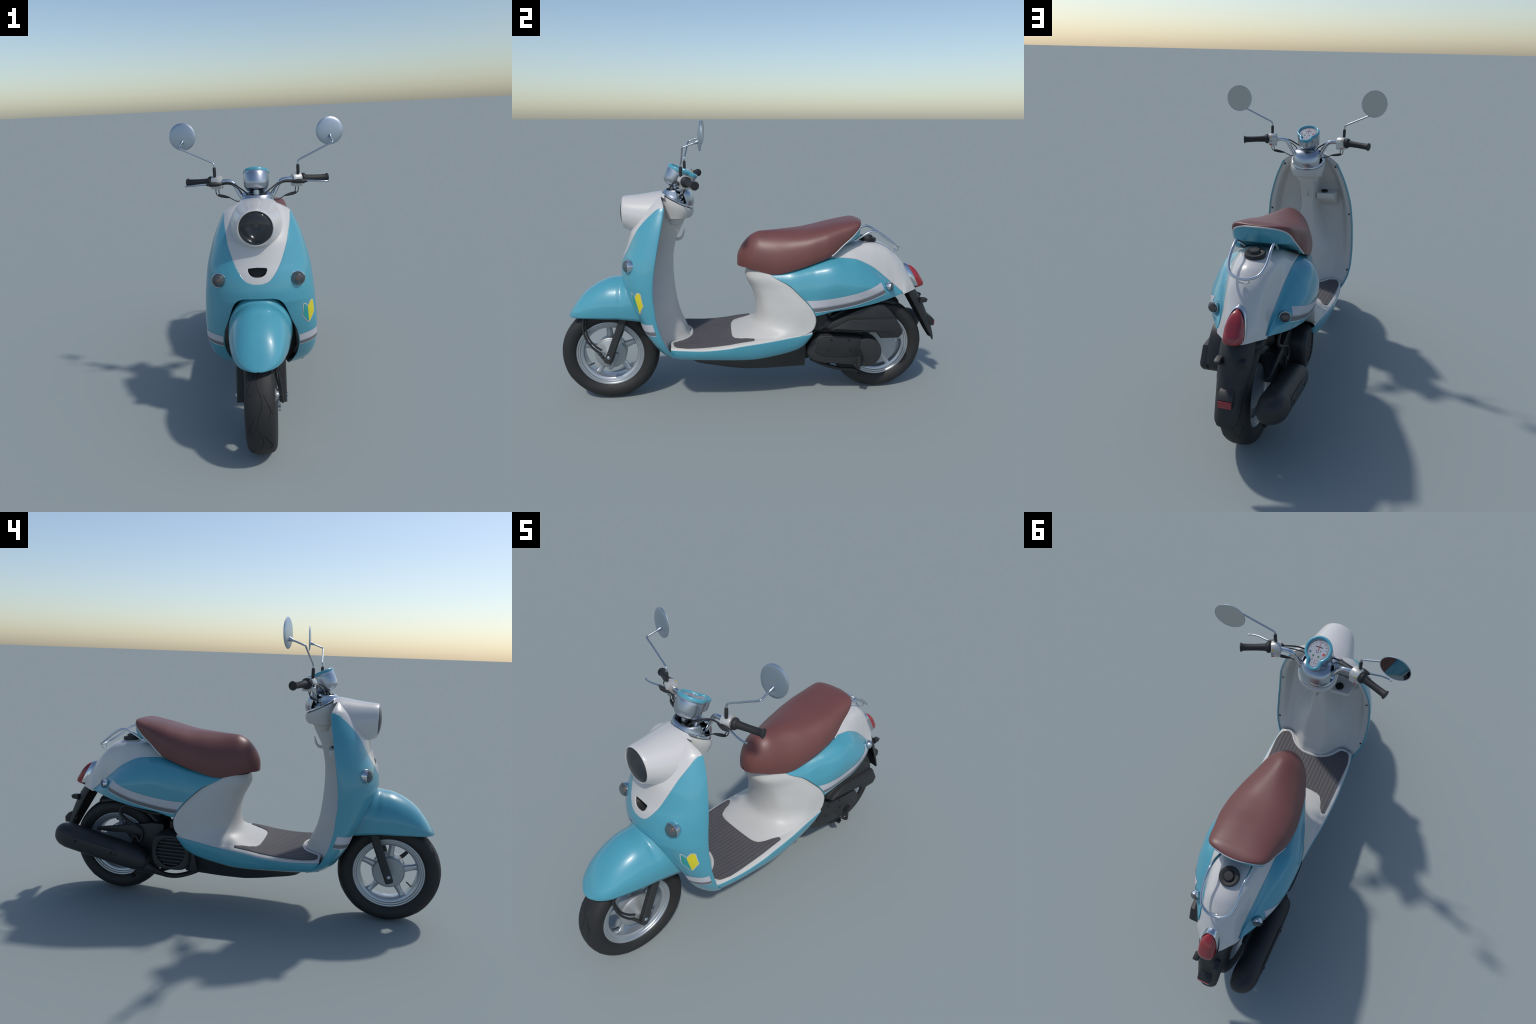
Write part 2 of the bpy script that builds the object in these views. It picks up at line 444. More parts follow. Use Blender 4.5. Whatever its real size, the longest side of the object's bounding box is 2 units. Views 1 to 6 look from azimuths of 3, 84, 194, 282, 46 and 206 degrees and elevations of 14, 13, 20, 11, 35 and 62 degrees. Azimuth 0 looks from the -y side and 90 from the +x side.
# steering collar and neck (white) below the handlebar cover
def tilt_z(y, z0): return z0 + (-.303 - y)*.5
th = np.linspace(0, 2*PI, 72, endpoint=False)
def ovalring(cy, rx, ry, zf, n=2.3):
    c, s = np.cos(th), np.sin(th)
    X = rx*np.sign(c)*np.abs(c)**(2/n); Y = cy + ry*np.sign(s)*np.abs(s)**(2/n)
    return np.stack([X, Y, zf(Y)], -1)
col = [ovalring(-.379, .070, .070, lambda y: tilt_z(y, 1.006)),
       ovalring(-.379, .091, .0795, lambda y: tilt_z(y, 1.003)),
       ovalring(-.379, .094, .0805, lambda y: tilt_z(y, .996)),
       ovalring(-.379, .093, .0795, lambda y: .6*tilt_z(y, .985)+.4*.985),
       ovalring(-.380, .085, .075, lambda y: .3*tilt_z(y, .968)+.7*.968),
       ovalring(-.383, .081, .070, lambda y: .962 + 0*y),
       ovalring(-.389, .066, .052, lambda y: .9565 + 0*y),
       ovalring(-.396, .055, .036, lambda y: .93 + 0*y)]
M().loft(np.array(col)).make("steering_collar", PLAST, smooth=30)

# ------------------------------------------------------- floor board
zf = Curve((-.45, .332), (-.42, .327), (-.353, .324), (-.266, .321), (-.139, .329), (-.086, .337), (.059, .353), (.192, .369), (.285, .382), (.30, .386))
wf = Curve((-.45, .205), (-.425, .214), (-.39, .220), (-.353, .2245), (-.266, .2295), (-.139, .2315), (-.086, .2305), (.059, .223), (.192, .209), (.25, .205), (.285, .2015), (.30, .19))
zb = Curve((-.45, .275), (-.36, .267), (-.2, .259), (-.03, .253), (.1, .266), (.2, .286), (.25, .312), (.285, .355), (.30, .375))
ys = np.linspace(-.424, .288, 138)
P = []
for y in ys:
    w, z = float(wf(y)), float(zf(y))
    row = [(0, y, z+.012), (w*.5, y, z+.012), (w-.03, y, z+.0115), (w-.02, y, z+.010), (w-.008, y, z+.006), (w-.002, y, z+.002), (w, y, z-.003)]
    P.append([(-a, b, c) for a, b, c in row[:0:-1]] + row)
floor = M().grid(np.array(P)).make("floor_board", PLAST, out=(0, 0, 0), smooth=50)
for s in (1, -1):
    P = []
    for y in ys:
        w, z, b = float(wf(y)), float(zf(y)), float(zb(y))
        k = z - b
        P.append([(s*(w-.001), y, z-.002), (s*(w+.0025), y, z-.004), (s*(w+.0025), y, z-.25*k), (s*(w-.004), y, z-.6*k), (s*(w-.014), y, b+.12*k), (s*(w-.024), y, b), (s*(w-.05), y, b-.001)])
    M().grid(np.array(P)).make("floor_side_panel", TEAL, out=(0, -.1, .33), thick=.003, smooth=60)
# black belly pan
P = []
bz = Curve((-.42, .262), (-.36, .245), (-.30, .206), (-.195, .183), (-.1, .166), (-.03, .159), (.05, .160), (.2, .167), (.262, .168))
for y in np.linspace(-.42, .262, 60):
    w = float(wf(y))-.035; t = float(zb(y))+.004; b = float(bz(y))
    w2 = min(w, .11 + .012*float(sstep(-.1, .2, y)))
    row = [(0, y, b), (w2*.7, y, b), (w2, y, b+.006), (w2+.012, y, b+.02), (w-.012, y, t-.012), (w, y, t)]
    P.append([(-a, q, c) for a, q, c in row[:0:-1]] + row)
bl = M().grid(np.array(P)); bl.cap(P[-1]); bl.cap(P[0])
bl.make("belly_pan", BLACK, smooth=35)

# ribbed foot mat
matf = Curve((0, -.3195), (.03, -.3205), (.07, -.333), (.10, -.352), (.122, -.376), (.14, -.4), (.16, -.4125), (.18, -.412), (.198, -.405), (.206, -.39), (.225, -.30))
matr = Curve((0, -.12), (.1, -.117), (.13, -.109), (.147, -.096), (.165, -.062), (.178, -.028), (.186, -.014), (.195, -.007), (.203, -.008), (.208, -.018), (.225, -.1))
matw = Curve((-.42, .2), (-.40, .208), (-.37, .2145), (-.35, .2165), (-.217, .212), (-.1, .21), (0, .207))
xs = np.linspace(-.222, .222, 445); yy = np.linspace(-.42, -.003, 110)
X, Y = np.meshgrid(xs, yy, indexing='ij')
Z = zf(Y) + .0145 + .0016*np.abs(np.sin(PI*X/.020)) - .0025*sstep(.19, .22, np.abs(X))
mm = M().grid(np.stack([X, Y, Z], -1))
mm.clip(lambda V: matf(np.abs(V[:, 0])) - V[:, 1], -1).clip(lambda V: V[:, 1]-matr(np.abs(V[:, 0])), -1).clip(lambda V: np.abs(V[:, 0])-matw(V[:, 1]), -1)
mm.make("foot_mat", MAT, out=(0, -.2, 0), thick=.006, smooth=80)
# raised white lip where the column meets the floor
lx = np.linspace(-.180, .180, 90)
lp = np.stack([lx, matf(np.abs(lx)) - .007, zf(matf(np.abs(lx)))+.0135], -1)
M().tube(lp, .0075, 8, raw=True).make("floor_lip", PLAST)

# ------------------------------------------------------- rear body
rows = [
 (.080, [(0, .69), (.06, .69), (.11, .68), (.135, .655), (.145, .60), (.148, .53), (.148, .46)]),
 (.170, [(0, .715), (.06, .715), (.115, .70), (.152, .66), (.170, .60), (.173, .53), (.168, .465)]),
 (.262, [(0, .745), (.06, .745), (.12, .725), (.174, .69), (.197, .61), (.196, .54), (.19, .468)]),
 (.305, [(0, .76), (.06, .76), (.125, .74), (.186, .702), (.214, .62), (.210, .54), (.198, .473)]),
 (.400, [(0, .79), (.075, .787), (.132, .760), (.197, .722), (.229, .645), (.222, .565), (.204, .497)]),
 (.500, [(0, .815), (.082, .808), (.1315, .752), (.188, .704), (.223, .634), (.217, .565), (.201, .509)]),
 (.600, [(0, .824), (.082, .798), (.1225, .709), (.162, .671), (.199, .617), (.195, .564), (.184, .523)]),
 (.685, [(0, .805), (.077, .768), (.109, .642), (.134, .624), (.157, .596), (.163, .566), (.157, .537)]),
 (.745, [(0, .763), (.070, .722), (.099, .590), (.108, .582), (.118, .571), (.125, .558), (.127, .547)]),
 (.792, [(0, .711), (.060, .665), (.099, .557), (.0995, .556), (.1, .555), (.1, .554), (.1, .553)]),
 (.840, [(0, .645), (.044, .610), (.067, .557), (.0672, .556), (.0675, .555), (.0675, .554), (.0675, .553)]),
 (.872, [(0, .590), (.026, .575), (.037, .557), (.0372, .556), (.0375, .555), (.0375, .554), (.0375, .553)]),
 (.888, [(0, .558), (.004, .557), (.006, .556), (.0062, .555), (.0064, .5545), (.0066, .554), (.0068, .553)])]
RY = [r[0] for r in rows]
RC = np.array([r[1] for r in rows])           # station, control, (x,z)
def catmull1(C, v):                            # C: (7,2), v in 0..6
    out = []
    m = np.zeros_like(C)
    for i in range(7):
        a, b = max(i-1, 0), min(i+1, 6); m[i] = (C[b]-C[a])/(b-a)
    m[0] = [max(C[1][0], .001), 0]
    i = np.clip(np.floor(v).astype(int), 0, 5); t = (v-i)[:, None]
    return ((2*t**3-3*t**2+1)*C[i] + (t**3-2*t**2+t)*m[i] + (-2*t**3+3*t**2)*C[i+1] + (t**3-t**2)*m[i+1])
def rear(y, v):
    C = np.array([[pchip(RY, RC[:, k, c], y) for c in (0, 1)] for k in range(7)])
    q = catmull1(C, np.asarray(v, float))
    return np.column_stack([q[:, 0], np.full(len(q), y), q[:, 1]])
def strip(y0, y1, ny, v0, v1, nv, s=1):
    out = []
    for y in np.concatenate([np.linspace(y0, y1, ny)]):
        q = rear(y, np.linspace(v0, v1, nv)); q[:, 0] *= s; out.append(q)
    return np.array(out)
tub_edge = Curve((.45, .31), (.472, .305), (.506, .286), (.54, .262), (.585, .22), (.631, .167), (.652, .123), (.67, .09), (.70, .04))
# white spine / tail
yss = np.concatenate([np.linspace(.30, .7808, 80), np.linspace(.781, .84, 12), np.linspace(.845, .888, 26)])
P = []
for y in yss:
    r_ = rear(y, np.linspace(0, 2, 26)); l_ = r_[:0:-1].copy(); l_[:, 0] *= -1
    P.append(np.vstack([l_, r_]))
tail = M().grid(np.array(P))
for s in (1, -1):            # narrow band below the crease at the very tip
    tail.grid(np.array([rear(y, np.linspace(2, 6, 9))*[s, 1, 1] for y in yss if y >= .7809]))
tail.make("tail_cover", WHITE, out=(0, .55, .6), thick=.005, smooth=60)
# signal dimple in the side panels
SIGC = np.array([.158, .70, .606])
side_panels = []
def dimple(V):
    d = np.sqrt(((V[:, 1]-.705)/1.3)**2 + (V[:, 2]-.606)**2)
    zbd = pchip(RY, RC[:, 2, 1], V[:, 1])
    return .014*(1-sstep(.012, .036, d))*(1-sstep(-.030, -.006, V[:, 2]-zbd))*(1-sstep(.735, .765, V[:, 1]))
for s in (1, -1):
    b = M().grid(strip(.08, .781, 170, 2, 6, 80, s))
    V = np.array(b.v)
    V[:, 0] -= s*dimple(V)
    b.v = [tuple(p) for p in V]
    b.clip(lambda V: tub_edge(V[:, 2]) - V[:, 1], -1)
    side_panels.append(b.make("side_panel", TEAL, out=(0, .45, .6), thick=.005, smooth=60))
for s in (1, -1):
    signal((s*.154, .697, .6060), (s*.30, 1, -.08), .0245, .027)
# side stripes
def side_stripe(f0, f1, name, m, off=.0012):
    """band between two heights; f gives z offset below the stripe top line"""
    top = Curve((.25, .5545), (.35, .566), (.46, .584), (.56, .607), (.65, .634), (.70, .651))
    for k, s in enumerate((1, -1)):
        b = M().grid(strip(.22, .70, 150, 3.2, 6, 120, s))
        V = np.array(b.v)
        V[:, 0] -= s*dimple(V)
        b.v = [tuple(p) for p in V]
        b.clip(lambda V: V[:, 2] - (top(V[:, 1]-.35*(top(V[:, 1])-V[:, 2])*0)-f0), -1).clip(lambda V: (top(V[:, 1])-f1) - V[:, 2], -1)
        b.clip(lambda V: (tub_edge(V[:, 2])+.006) - V[:, 1], -1)
        b.clip(lambda V: V[:, 1] - (.643 + (.632-V[:, 2])*.47), -1)
        b.make(name, m, side_panels[k], out=(0, .45, .6), offset=off)
side_stripe(0, .0385, "stripe", STRW)
side_stripe(.0385, .044, "stripe", STRM)
side_stripe(.044, .0635, "stripe", STRG)
side_stripe(.0635, .068, "stripe", STRL)

# white under-seat tub with its scooped front
TR = [
 (.690, [(0, -.032), (.050, -.021), (.088, .010), (.104, .036), (.110, .058)]),
 (.668, [(0, -.040), (.054, -.029), (.096, .006), (.116, .050), (.128, .090)]),
 (.652, [(0, -.046), (.058, -.034), (.102, .006), (.128, .066), (.140, .123)]),
 (.631, [(0, -.036), (.060, -.022), (.105, .020), (.138, .100), (.157, .167)]),
 (.600, [(0, -.019), (.058, -.004), (.104, .036), (.148, .125), (.170, .203)]),
 (.567, [(0, -.003), (.060, .010), (.112, .050), (.163, .150), (.183, .237)]),
 (.535, [(0, .008), (.062, .020), (.119, .062), (.173, .172), (.192, .266)]),
 (.510, [(0, .012), (.065, .024), (.125, .066), (.181, .186), (.198, .284)]),
 (.480, [(0, .014), (.069, .027), (.131, .072), (.186, .195), (.199, .300)]),
 (.454, [(0, .014), (.072, .028), (.134, .075), (.188, .195), (.201, .307)]),
 (.425, [(0, .010), (.076, .024), (.137, .070), (.188, .185), (.202, .303)]),
 (.400, [(0, .000), (.080, .014), (.142, .058), (.190, .165), (.2025, .294)]),
 (.383, [(0, -.016), (.088, -.003), (.152, .040), (.195, .145), (.2025, .284)]),
 (.370, [(0, -.045), (.102, -.034), (.167, .010), (.201, .110), (.2055, .235)]),
 (.358, [(0, -.088), (.115, -.078), (.182, -.026), (.210, .050), (.211, .17)]),
 (.345, [(0, -.120), (.122, -.110), (.19, -.045), (.214, .04), (.214, .14)])]
TZ = [t[0] for t in TR]; TC = np.array([t[1] for t in TR])
P = []
for z in np.linspace(.690, .345, 120):
    C = np.array([[float(pchip(TZ, TC[:, k, c], z)) for c in (0, 1)] for k in range(5)])
    # mirrored control polygon keeps the nose round
    full = np.vstack([[(-a, b) for a, b in C[:0:-1]], C])
    q = spline(full, 121)
    P.append(np.column_stack([q, np.full(len(q), z)]))
P = np.array(P)
for _ in range(60):          # relax the sections along the height
    P[1:-1, :, :2] += .5*(.5*(P[2:, :, :2] + P[:-2, :, :2]) - P[1:-1, :, :2])
tub = M().grid(P)
tub.make("underseat_tub", PLAST, out=(0, .3, .5), thick=.006, smooth=70)
# rear return edge of the tub
for s in (1, -1):
    e = P[:, 0 if s < 0 else -1]
    e = e[(e[:, 2] < .60) & (e[:, 2] > .37)]
    g = np.stack([e, e + np.array([-s*.012, .004, 0]), e + np.array([-s*.05, -.004, 0])], 1)
    M().grid(g).make("tub_return_edge", PLAST, smooth=60)
# dark core closing off the inside of the bodywork
P = []
for y, w, z0, z1 in [(.13, .09, .42, .64), (.25, .11, .42, .68), (.32, .11, .46, .71), (.45, .105, .52, .73), (.58, .095, .545, .70), (.68, .08, .56, .63), (.77, .05, .56, .60)]:
    P.append([(-w, y, z0), (w, y, z0), (w, y, z1), (-w, y, z1)])
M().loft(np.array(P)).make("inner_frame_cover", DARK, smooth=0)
P = []
for z, y0, y1, w in [(.70, -.55, -.40, .05), (.80, -.56, -.43, .10), (.95, -.52, -.44, .10)]:
    P.append([(-w, y0, z), (w, y0, z), (w, y1, z), (-w, y1, z)])

# ------------------------------------------------------- seat
s_top = Curve((-.0815, .728), (-.080, .752), (-.069, .786), (-.039, .832), (-.001, .865), (.036, .8795), (.1, .8835), (.178, .888), (.25, .893), (.32, .904), (.42, .925),
              (.5, .9375), (.525, .940), (.54, .939), (.555, .936), (.564, .932))
s_low = Curve((-.0815, .7045), (-.075, .704), (-.047, .703), (0, .695), (.1, .677), (.2, .702), (.3, .737), (.388, .773), (.45, .826), (.5, .868), (.52, .889), (.534, .904), (.545, .916), (.555, .9245), (.564, .928))
s_hw = Curve((-.0815, .002), (-.0795, .018), (-.0725, .036), (-.05, .064), (-.025, .084), (0, .1), (.05, .119), (.1, .135), (.2, .156), (.3, .167), (.36, .166), (.388, .162), (.45, .148), (.5, .138), (.523, .1295),
             (.536, .118), (.546, .097), (.554, .068), (.561, .034), (.564, .0003))
u = np.linspace(0, 1, 46)
uy = np.concatenate([-.0815 + .03*np.linspace(0, 1, 16)**2, np.linspace(-.05, .51, 88), .564 - .052*np.linspace(1, 0, 24)**2])
uy = np.unique(np.round(uy, 6))
def seat_sec(y):
    t, l, w = float(s_top(y)), float(s_low(y)), float(s_hw(y))
    h = t - l
    # lower skirt leans in a little, shoulder rounds over into a gently crowned top
    n = float(pchip([-.08, .05, .2, .35, .5, .57], [2.0, 1.9, 2.4, 3.0, 3.5, 3.8], y))
    a = u*PI/2
    low = .22
    X = w*np.cos(a)**(2/n); Z = l + low*h + (1-low)*h*np.sin(a)**(2/n*1.05)
    k = np.linspace(0, 1, 12)[:-1]
    skx = w*(.955 + .045*np.sin(k*PI/2)); skz = l + low*h*k
    x = np.concatenate([skx, X]); z = np.concatenate([skz, Z])
    return x, z
P = []
for y in uy:
    x, z = seat_sec(y)
    P.append(np.concatenate([np.column_stack([-x, np.full(len(x), y), z]), np.column_stack([x, np.full(len(x), y), z])[-2::-1]]))
seat = M().grid(np.array(P)).make("seat", SEATM, out=(0, .25, .72), smooth=70)
# seat underside, turquoise rear base and piping
edge_x = lambda y: .955*s_hw(y)
P = []
for y in uy[uy < .41]:
    w = float(edge_x(y))*.99; l = float(s_low(y)) + .002
    P.append([(w*k, y, l) for k in (-1, -.5, 0, .5, 1)])
M().grid(np.array(P)).make("seat_base", BLACK, seat, smooth=50)
bl_y = Curve((.38, .374), (.388, .385), (.45, .425), (.5, .476), (.523, .508), (.536, .527), (.55, .541), (.564, .549))
bl_z = Curve((.38, .766), (.388, .770), (.45, .803), (.5, .834), (.523, .848), (.536, .855), (.55, .857), (.564, .858))
P = []
for y in uy[uy >= .384]:
    w = float(edge_x(y)); l = float(s_low(y)); w2 = w*(.97 if y < .53 else 1.0)
    y2 = float(bl_y(y)); z2 = float(bl_z(y))
    row = []
    for t in np.linspace(0, 1, 7):
        bulge = .006*math.sin(PI*t)
        row.append((w*(1-t)+w2*t + bulge*w/.15, y*(1-t)+y2*t + bulge*.5*max(0, (y-.45)/.11), l*(1-t)+z2*t))
    row.append((w2*.5, y2-.02, z2)); row.append((0, y2-.03, z2))
    P.append([(-a, b, c) for a, b, c in row[:0-1]][::1] + [(0, y2-.03, z2)] + row[-2::-1])
M().grid(np.array(P)).make("seat_rear_base", TEAL, seat, smooth=60)
pts = [(-float(edge_x(y))-.001, y, float(s_low(y))) for y in uy if y >= .384]
pts = pts + [(-a, b, c) for a, b, c in pts[::-1]]
M().tube(np.array(pts), .0034, 8, raw=True).make("seat_piping", PIPE, seat)

# fuel cap and grab rail
M().lathe([(.043, -.02), (.044, .0), (.044, .008), (.041, .012), (.029, .0125), (.024, .010), (.0225, .012), (.021, .020), (.018, .0225), (.0005, .023)], (0, .610, .8275), (0, .2, 1), 48).make("fuel_cap", BLACK, smooth=35)
rp = [(-.072, .525, .832), (-.075, .55, .850), (-.078, .574, .864), (-.079, .600, .877), (-.079, .625, .881), (-.079, .660, .866), (-.079, .693, .842), (-.074, .728, .816), (-.058, .757, .795), (-.03, .773, .785), (0, .778, .782)]
rp = rp + [(-a, b, c) for a, b, c in rp[-2::-1]]
M().tube(rp, .0062, 12, 120).make("grab_rail", CHROME)
M().tube([(-.026, .773, .785), (-.022, .768, .766), (0, .762, .757), (.022, .768, .766), (.026, .773, .785)], .003, 8).make("rail_stay", CHROME)

# tail lamp: chrome hood with a red lens
def tail_ring(k, off):
    """arched outline of the lamp on the tail slope"""
    out = []
    n = 40
    for i in range(n):
        t = i/(n-1)
        a = PI*t
        x = k*.0395*math.cos(a)
        s = math.sin(a)**.8
        out.append((x, s))
    return out
def lamp_loft(sections):
    P = []
    for k, base_y, base_z, top_y, top_z in sections:
        P.append([(x, base_y+(top_y-base_y)*s, base_z+(top_z-base_z)*s) for x, s in tail_ring(k, 0)])
    return np.array(P)
tl = group("tail_lamp")
hood = lamp_loft([(1.10, .855, .572, .800, .688), (1.10, .868, .572, .818, .689), (1.09, .881, .573, .830, .687), (1.04, .885, .574, .833, .683), (1.0, .883, .574, .831, .679)])
M().grid(hood).make("lamp_hood", CHROME, tl, smooth=50)
lw = Curve((0, .020), (.02, .028), (.07, .0355), (.2, .0395), (.45, .0385), (.65, .033), (.82, .0235), (.93, .013), (1, .002))
ld = Curve((0, .034), (.03, .045), (.10, .0515), (.22, .052), (.4, .047), (.6, .042), (.8, .031), (.93, .017), (1, .002))
P = []
for q in np.concatenate([np.linspace(0, .15, 12), np.linspace(.17, 1, 40)]):
    by, bz_ = .882 + (.832-.882)*q, .556 + (.681-.556)*q
    w, dp = float(lw(q)), float(ld(q))
    row = []
    for a in np.linspace(-1, 1, 41):
        p = dp*math.sqrt(max(0, 1-abs(a)**2.3))
        row.append((w*math.sin(a*PI/2), by + .93*p, bz_ + .22*p))
    P.append(row)
ml = M().grid(np.array(P)); ml.cap(P[0])
ml.make("tail_lens", RED, tl, smooth=60)

# rear mud flap
FR = [(.60, .82, .055, .04), (.575, .852, .063, .048), (.553, .876, .069, .053), (.50, .911, .072, .056), (.43, .945, .066, .050), (.36, .974, .058, .038), (.31, .990, .053, .026), (.275, .998, .047, .012), (.257, 1.0, .034, .003)]
P = []
fz = [r[0] for r in FR]
for z in np.linspace(.60, .257, 54):
    yb, w, d = [float(pchip(fz, [r[k] for r in FR], z)) for k in (1, 2, 3)]
    row = []
    for a in np.linspace(-1, 1, 33):
        row.append((w*a, yb - d*abs(a)**3.2 - .006*a*a, z + .012*(1-abs(a))*0))
    P.append(row)
flap = M().grid(np.array(P)).make("mud_flap", BLACK, out=(0, .7, .4), thick=.006, smooth=50)
for s in (1, -1):
    M().prism([(.895, .478), (.932, .484), (.938, .500), (.928, .506), (.90, .508)], s*.038, s*.062, .002).make("flap_bracket", BLACK, flap, smooth=30)
M().prism([(.955, .343), (.992, .336), (.9935, .372), (.975, .392), (.955, .40)], -.031, .031, .003).make("reflector_housing", BLACK, flap, smooth=30)
M().box((0, .9945, .355), (.054, .006, .028), bev=.001).make("rear_reflector", RED, flap)

# ------------------------------------------------------- front fender
ft = Curve((-.952, .462), (-.95, .468), (-.944, .478), (-.926, .506), (-.901, .540), (-.867, .578), (-.827, .609), (-.781, .634), (-.735, .650), (-.69, .656), (-.675, .660), (-.662, .672), (-.64, .69), (-.56, .70))
fw = Curve((-.952, .003), (-.951, .016), (-.945, .036), (-.926, .070), (-.901, .093), (-.873, .108), (-.823, .124), (-.771, .136), (-.714, .144), (-.653, .150), (-.60, .154), (-.56, .157))
fl = Curve((-.952, .4585), (-.93, .461), (-.88, .465), (-.8, .468), (-.7, .468), (-.65, .464), (-.59, .456), (-.56, .452))
fy = np.unique(np.concatenate([-.952 + .06*np.linspace(0, 1, 26)**2, np.linspace(-.89, -.56, 70)]))
P = []
for y in fy:
    t, w, l = float(ft(y)), float(fw(y)), float(fl(y))
    h = t-l; row = []
    n = 2.25
    for a in np.linspace(0, PI, 61):
        c, s = math.cos(a), math.sin(a)
        x = w*math.copysign(abs(c)**(2/n), c)
        neck = 1 - .14*float(sstep(-.70, -.66, y))*s**2
        tuck = .925 + .075*math.sin(min(1, s*2.2)*PI/2)
        row.append((x*neck*tuck, y, l + h*abs(s)**(2/n)))
    P.append(row)
M().grid(np.array(P)).make("fender", TEAL, out=(0, -.75, .3), thick=.005, smooth=60)
# dark inner wall behind the wheel and inside the arch
P = []
for z, y, w in [(.70, -.60, .10), (.62, -.58, .125), (.55, -.565, .14), (.46, -.53, .16), (.38, -.495, .165), (.30, -.455, .135), (.25, -.41, .10)]:
    P.append([(w*a, y + .02*(1-abs(a)**2), z) for a in np.linspace(-1, 1, 15)])
M().grid(np.array(P)).make("inner_fender", DARK, thick=.004)

# ------------------------------------------------------- wheels
def tread_tyre(cy, R=.25):
    prof = []
    # half-section (x, r) of the tyre
    half_s = [(.034, .170), (.044, .1715), (.053, .178), (.0605, .190), (.0645, .203), (.0645, .214), (.0605, .226), (.051, .2375), (.036, .2445), (.018, .249), (0, .25)]
    sec = half_s + [(-x, r) for x, r in half_s[-2::-1]]
    sec = spline(np.array(sec), 61)
    n = 360
    th = np.linspace(0, 2*PI, n, endpoint=False)
    rings = []
    for x, r in sec:
        rr = np.full(n, r)
        rings.append(np.stack([np.full(n, x), cy + rr*np.sin(th), .25 - rr*np.cos(th)], -1))
    return np.array(rings)
def groove_lines():
    """tread grooves as (angle, x) polylines over one repeat"""
    rep = 2*PI/9
    out = []
    a = np.linspace(0, 2*PI, 500)
    out.append((a, .011*np.sin(a*9)))
    for k in range(9):
        b = k*rep
        t = np.linspace(0, 1, 30)
        out.append((b + rep*(.05+.55*t), .018 + .034*np.sin(t*2.6)*(.35+.65*t)))
        out.append((b + rep*(.30+.22*t), .036 + .018*t))
        out.append((b + rep*(.55+.55*t), -(.018 + .034*np.sin(t*2.6)*(.35+.65*t))))
        out.append((b + rep*(.80+.22*t), -(.036 + .018*t)))
    return out
tyre_r = Curve((0, .25), (.018, .249), (.036, .2445), (.051, .2375), (.0605, .226))
def wheel(cy, spokes_side, drum_side, ang0):
    g = group("wheel"); hk = 1.0 if cy < 0 else 1.24
    M().grid(tread_tyre(cy), cv=True).make("tyre", RUBBER, g, smooth=60)
    gm = M()
    for a, x in groove_lines():
        r = tyre_r(np.abs(x)) + .0004
        pts = np.stack([x, cy + r*np.sin(a), .25 - r*np.cos(a)], -1)
        w = np.gradient(pts, axis=0); w /= np.linalg.norm(w, axis=1)[:, None]+1e-9
        nrm = np.stack([0*x, np.sin(a), -np.cos(a)], -1)
        side = np.cross(w, nrm)*.0016
        gm.grid(np.stack([pts-side, pts+side], 1))
    gm.make("tread_groove", DARK, g, stuff=True)
    half_s = [(.042, .1735), (.048, .174), (.0495, .171), (.0485, .166), (.0445, .1625), (.0435, .1565), (.039, .153), (.0375, .146), (.033, .140), (.02, .1365), (0, .136)]
    full = half_s + [(-x, r) for x, r in half_s[-2::-1]]
    full = full + [(-.036, .170), (-.02, .160), (0, .158), (.02, .160), (.036, .170)]
    n = 120; th = np.linspace(0, 2*PI, n, endpoint=False)
    M().grid(np.array([np.stack([np.full(n, x), cy+r*np.sin(th), .25-r*np.cos(th)], -1) for x, r in full]), cu=True, cv=True).make("rim", ALU, g, smooth=35)
    # hub
    M().lathe([(.05, -.036), (.072*hk, -.035), (.079*hk, -.029), (.080*hk, .02), (.083*hk, .024), (.083*hk, .036), (.079*hk, .040)], (0, cy, .25), (drum_side, 0, 0), 64).make("hub", DRUM, g, smooth=30)
    M().lathe([(.077*hk, .038), (.0765*hk, .042), (.07*hk, .046), (.045, .051), (.02, .066), (.018, .075)], (0, cy, .25), (drum_side, 0, 0), 56).make("brake_drum", DRUM, g, smooth=30)
    if cy > 0:
        M().lathe([(.096, .02), (.099, .03), (.099, .074), (.094, .082), (.06, .086), (.0005, .086)], (0, cy, .25), (1, 0, 0), 64).make("drum_plate", DRUM, g, smooth=30)
    # five spokes
    def spoke():
        b = M(); rs = []
        for r, w, t in [(.070, .0185, .015), (.085, .017, .0145), (.105, .015, .0125), (.125, .0145, .0135), (.142, .018, .018)]:
            ring = []
            for a in np.linspace(0, 2*PI, 20, endpoint=False):
                c, s_ = math.cos(a), math.sin(a)
                ring.append((t*math.copysign(abs(s_)**.7, s_)-.006*drum_side + (.022 if cy > 0 else 0), w*math.copysign(abs(c)**.7, c), r))
            rs.append(ring)
        return b.loft(np.array(rs))
    first = None
    for k in range(5):
        if first is None:
            first = spoke().make("spoke", ALU, g, smooth=50)
            ob = first
        else:
            ob = first.copy(); SC.collection.objects.link(ob); ob.parent = g
        ob.location = (0, cy, .25); ob.rotation_euler = (ang0 + k*2*PI/5, 0, 0)
    # valve stem
    a = 2.15
    M().tube([(0, cy-.140*math.sin(a), .25+.140*math.cos(a)), (.012, cy-.126*math.sin(a), .25+.126*math.cos(a)), (.02, cy-.110*math.sin(a), .25+.110*math.cos(a))], .0035, 8).make("valve_stem", BLACK, g)
    return g
FW = wheel(-.75, 1, 1, .06)
RW = wheel(.671, -1, 1, -.1)

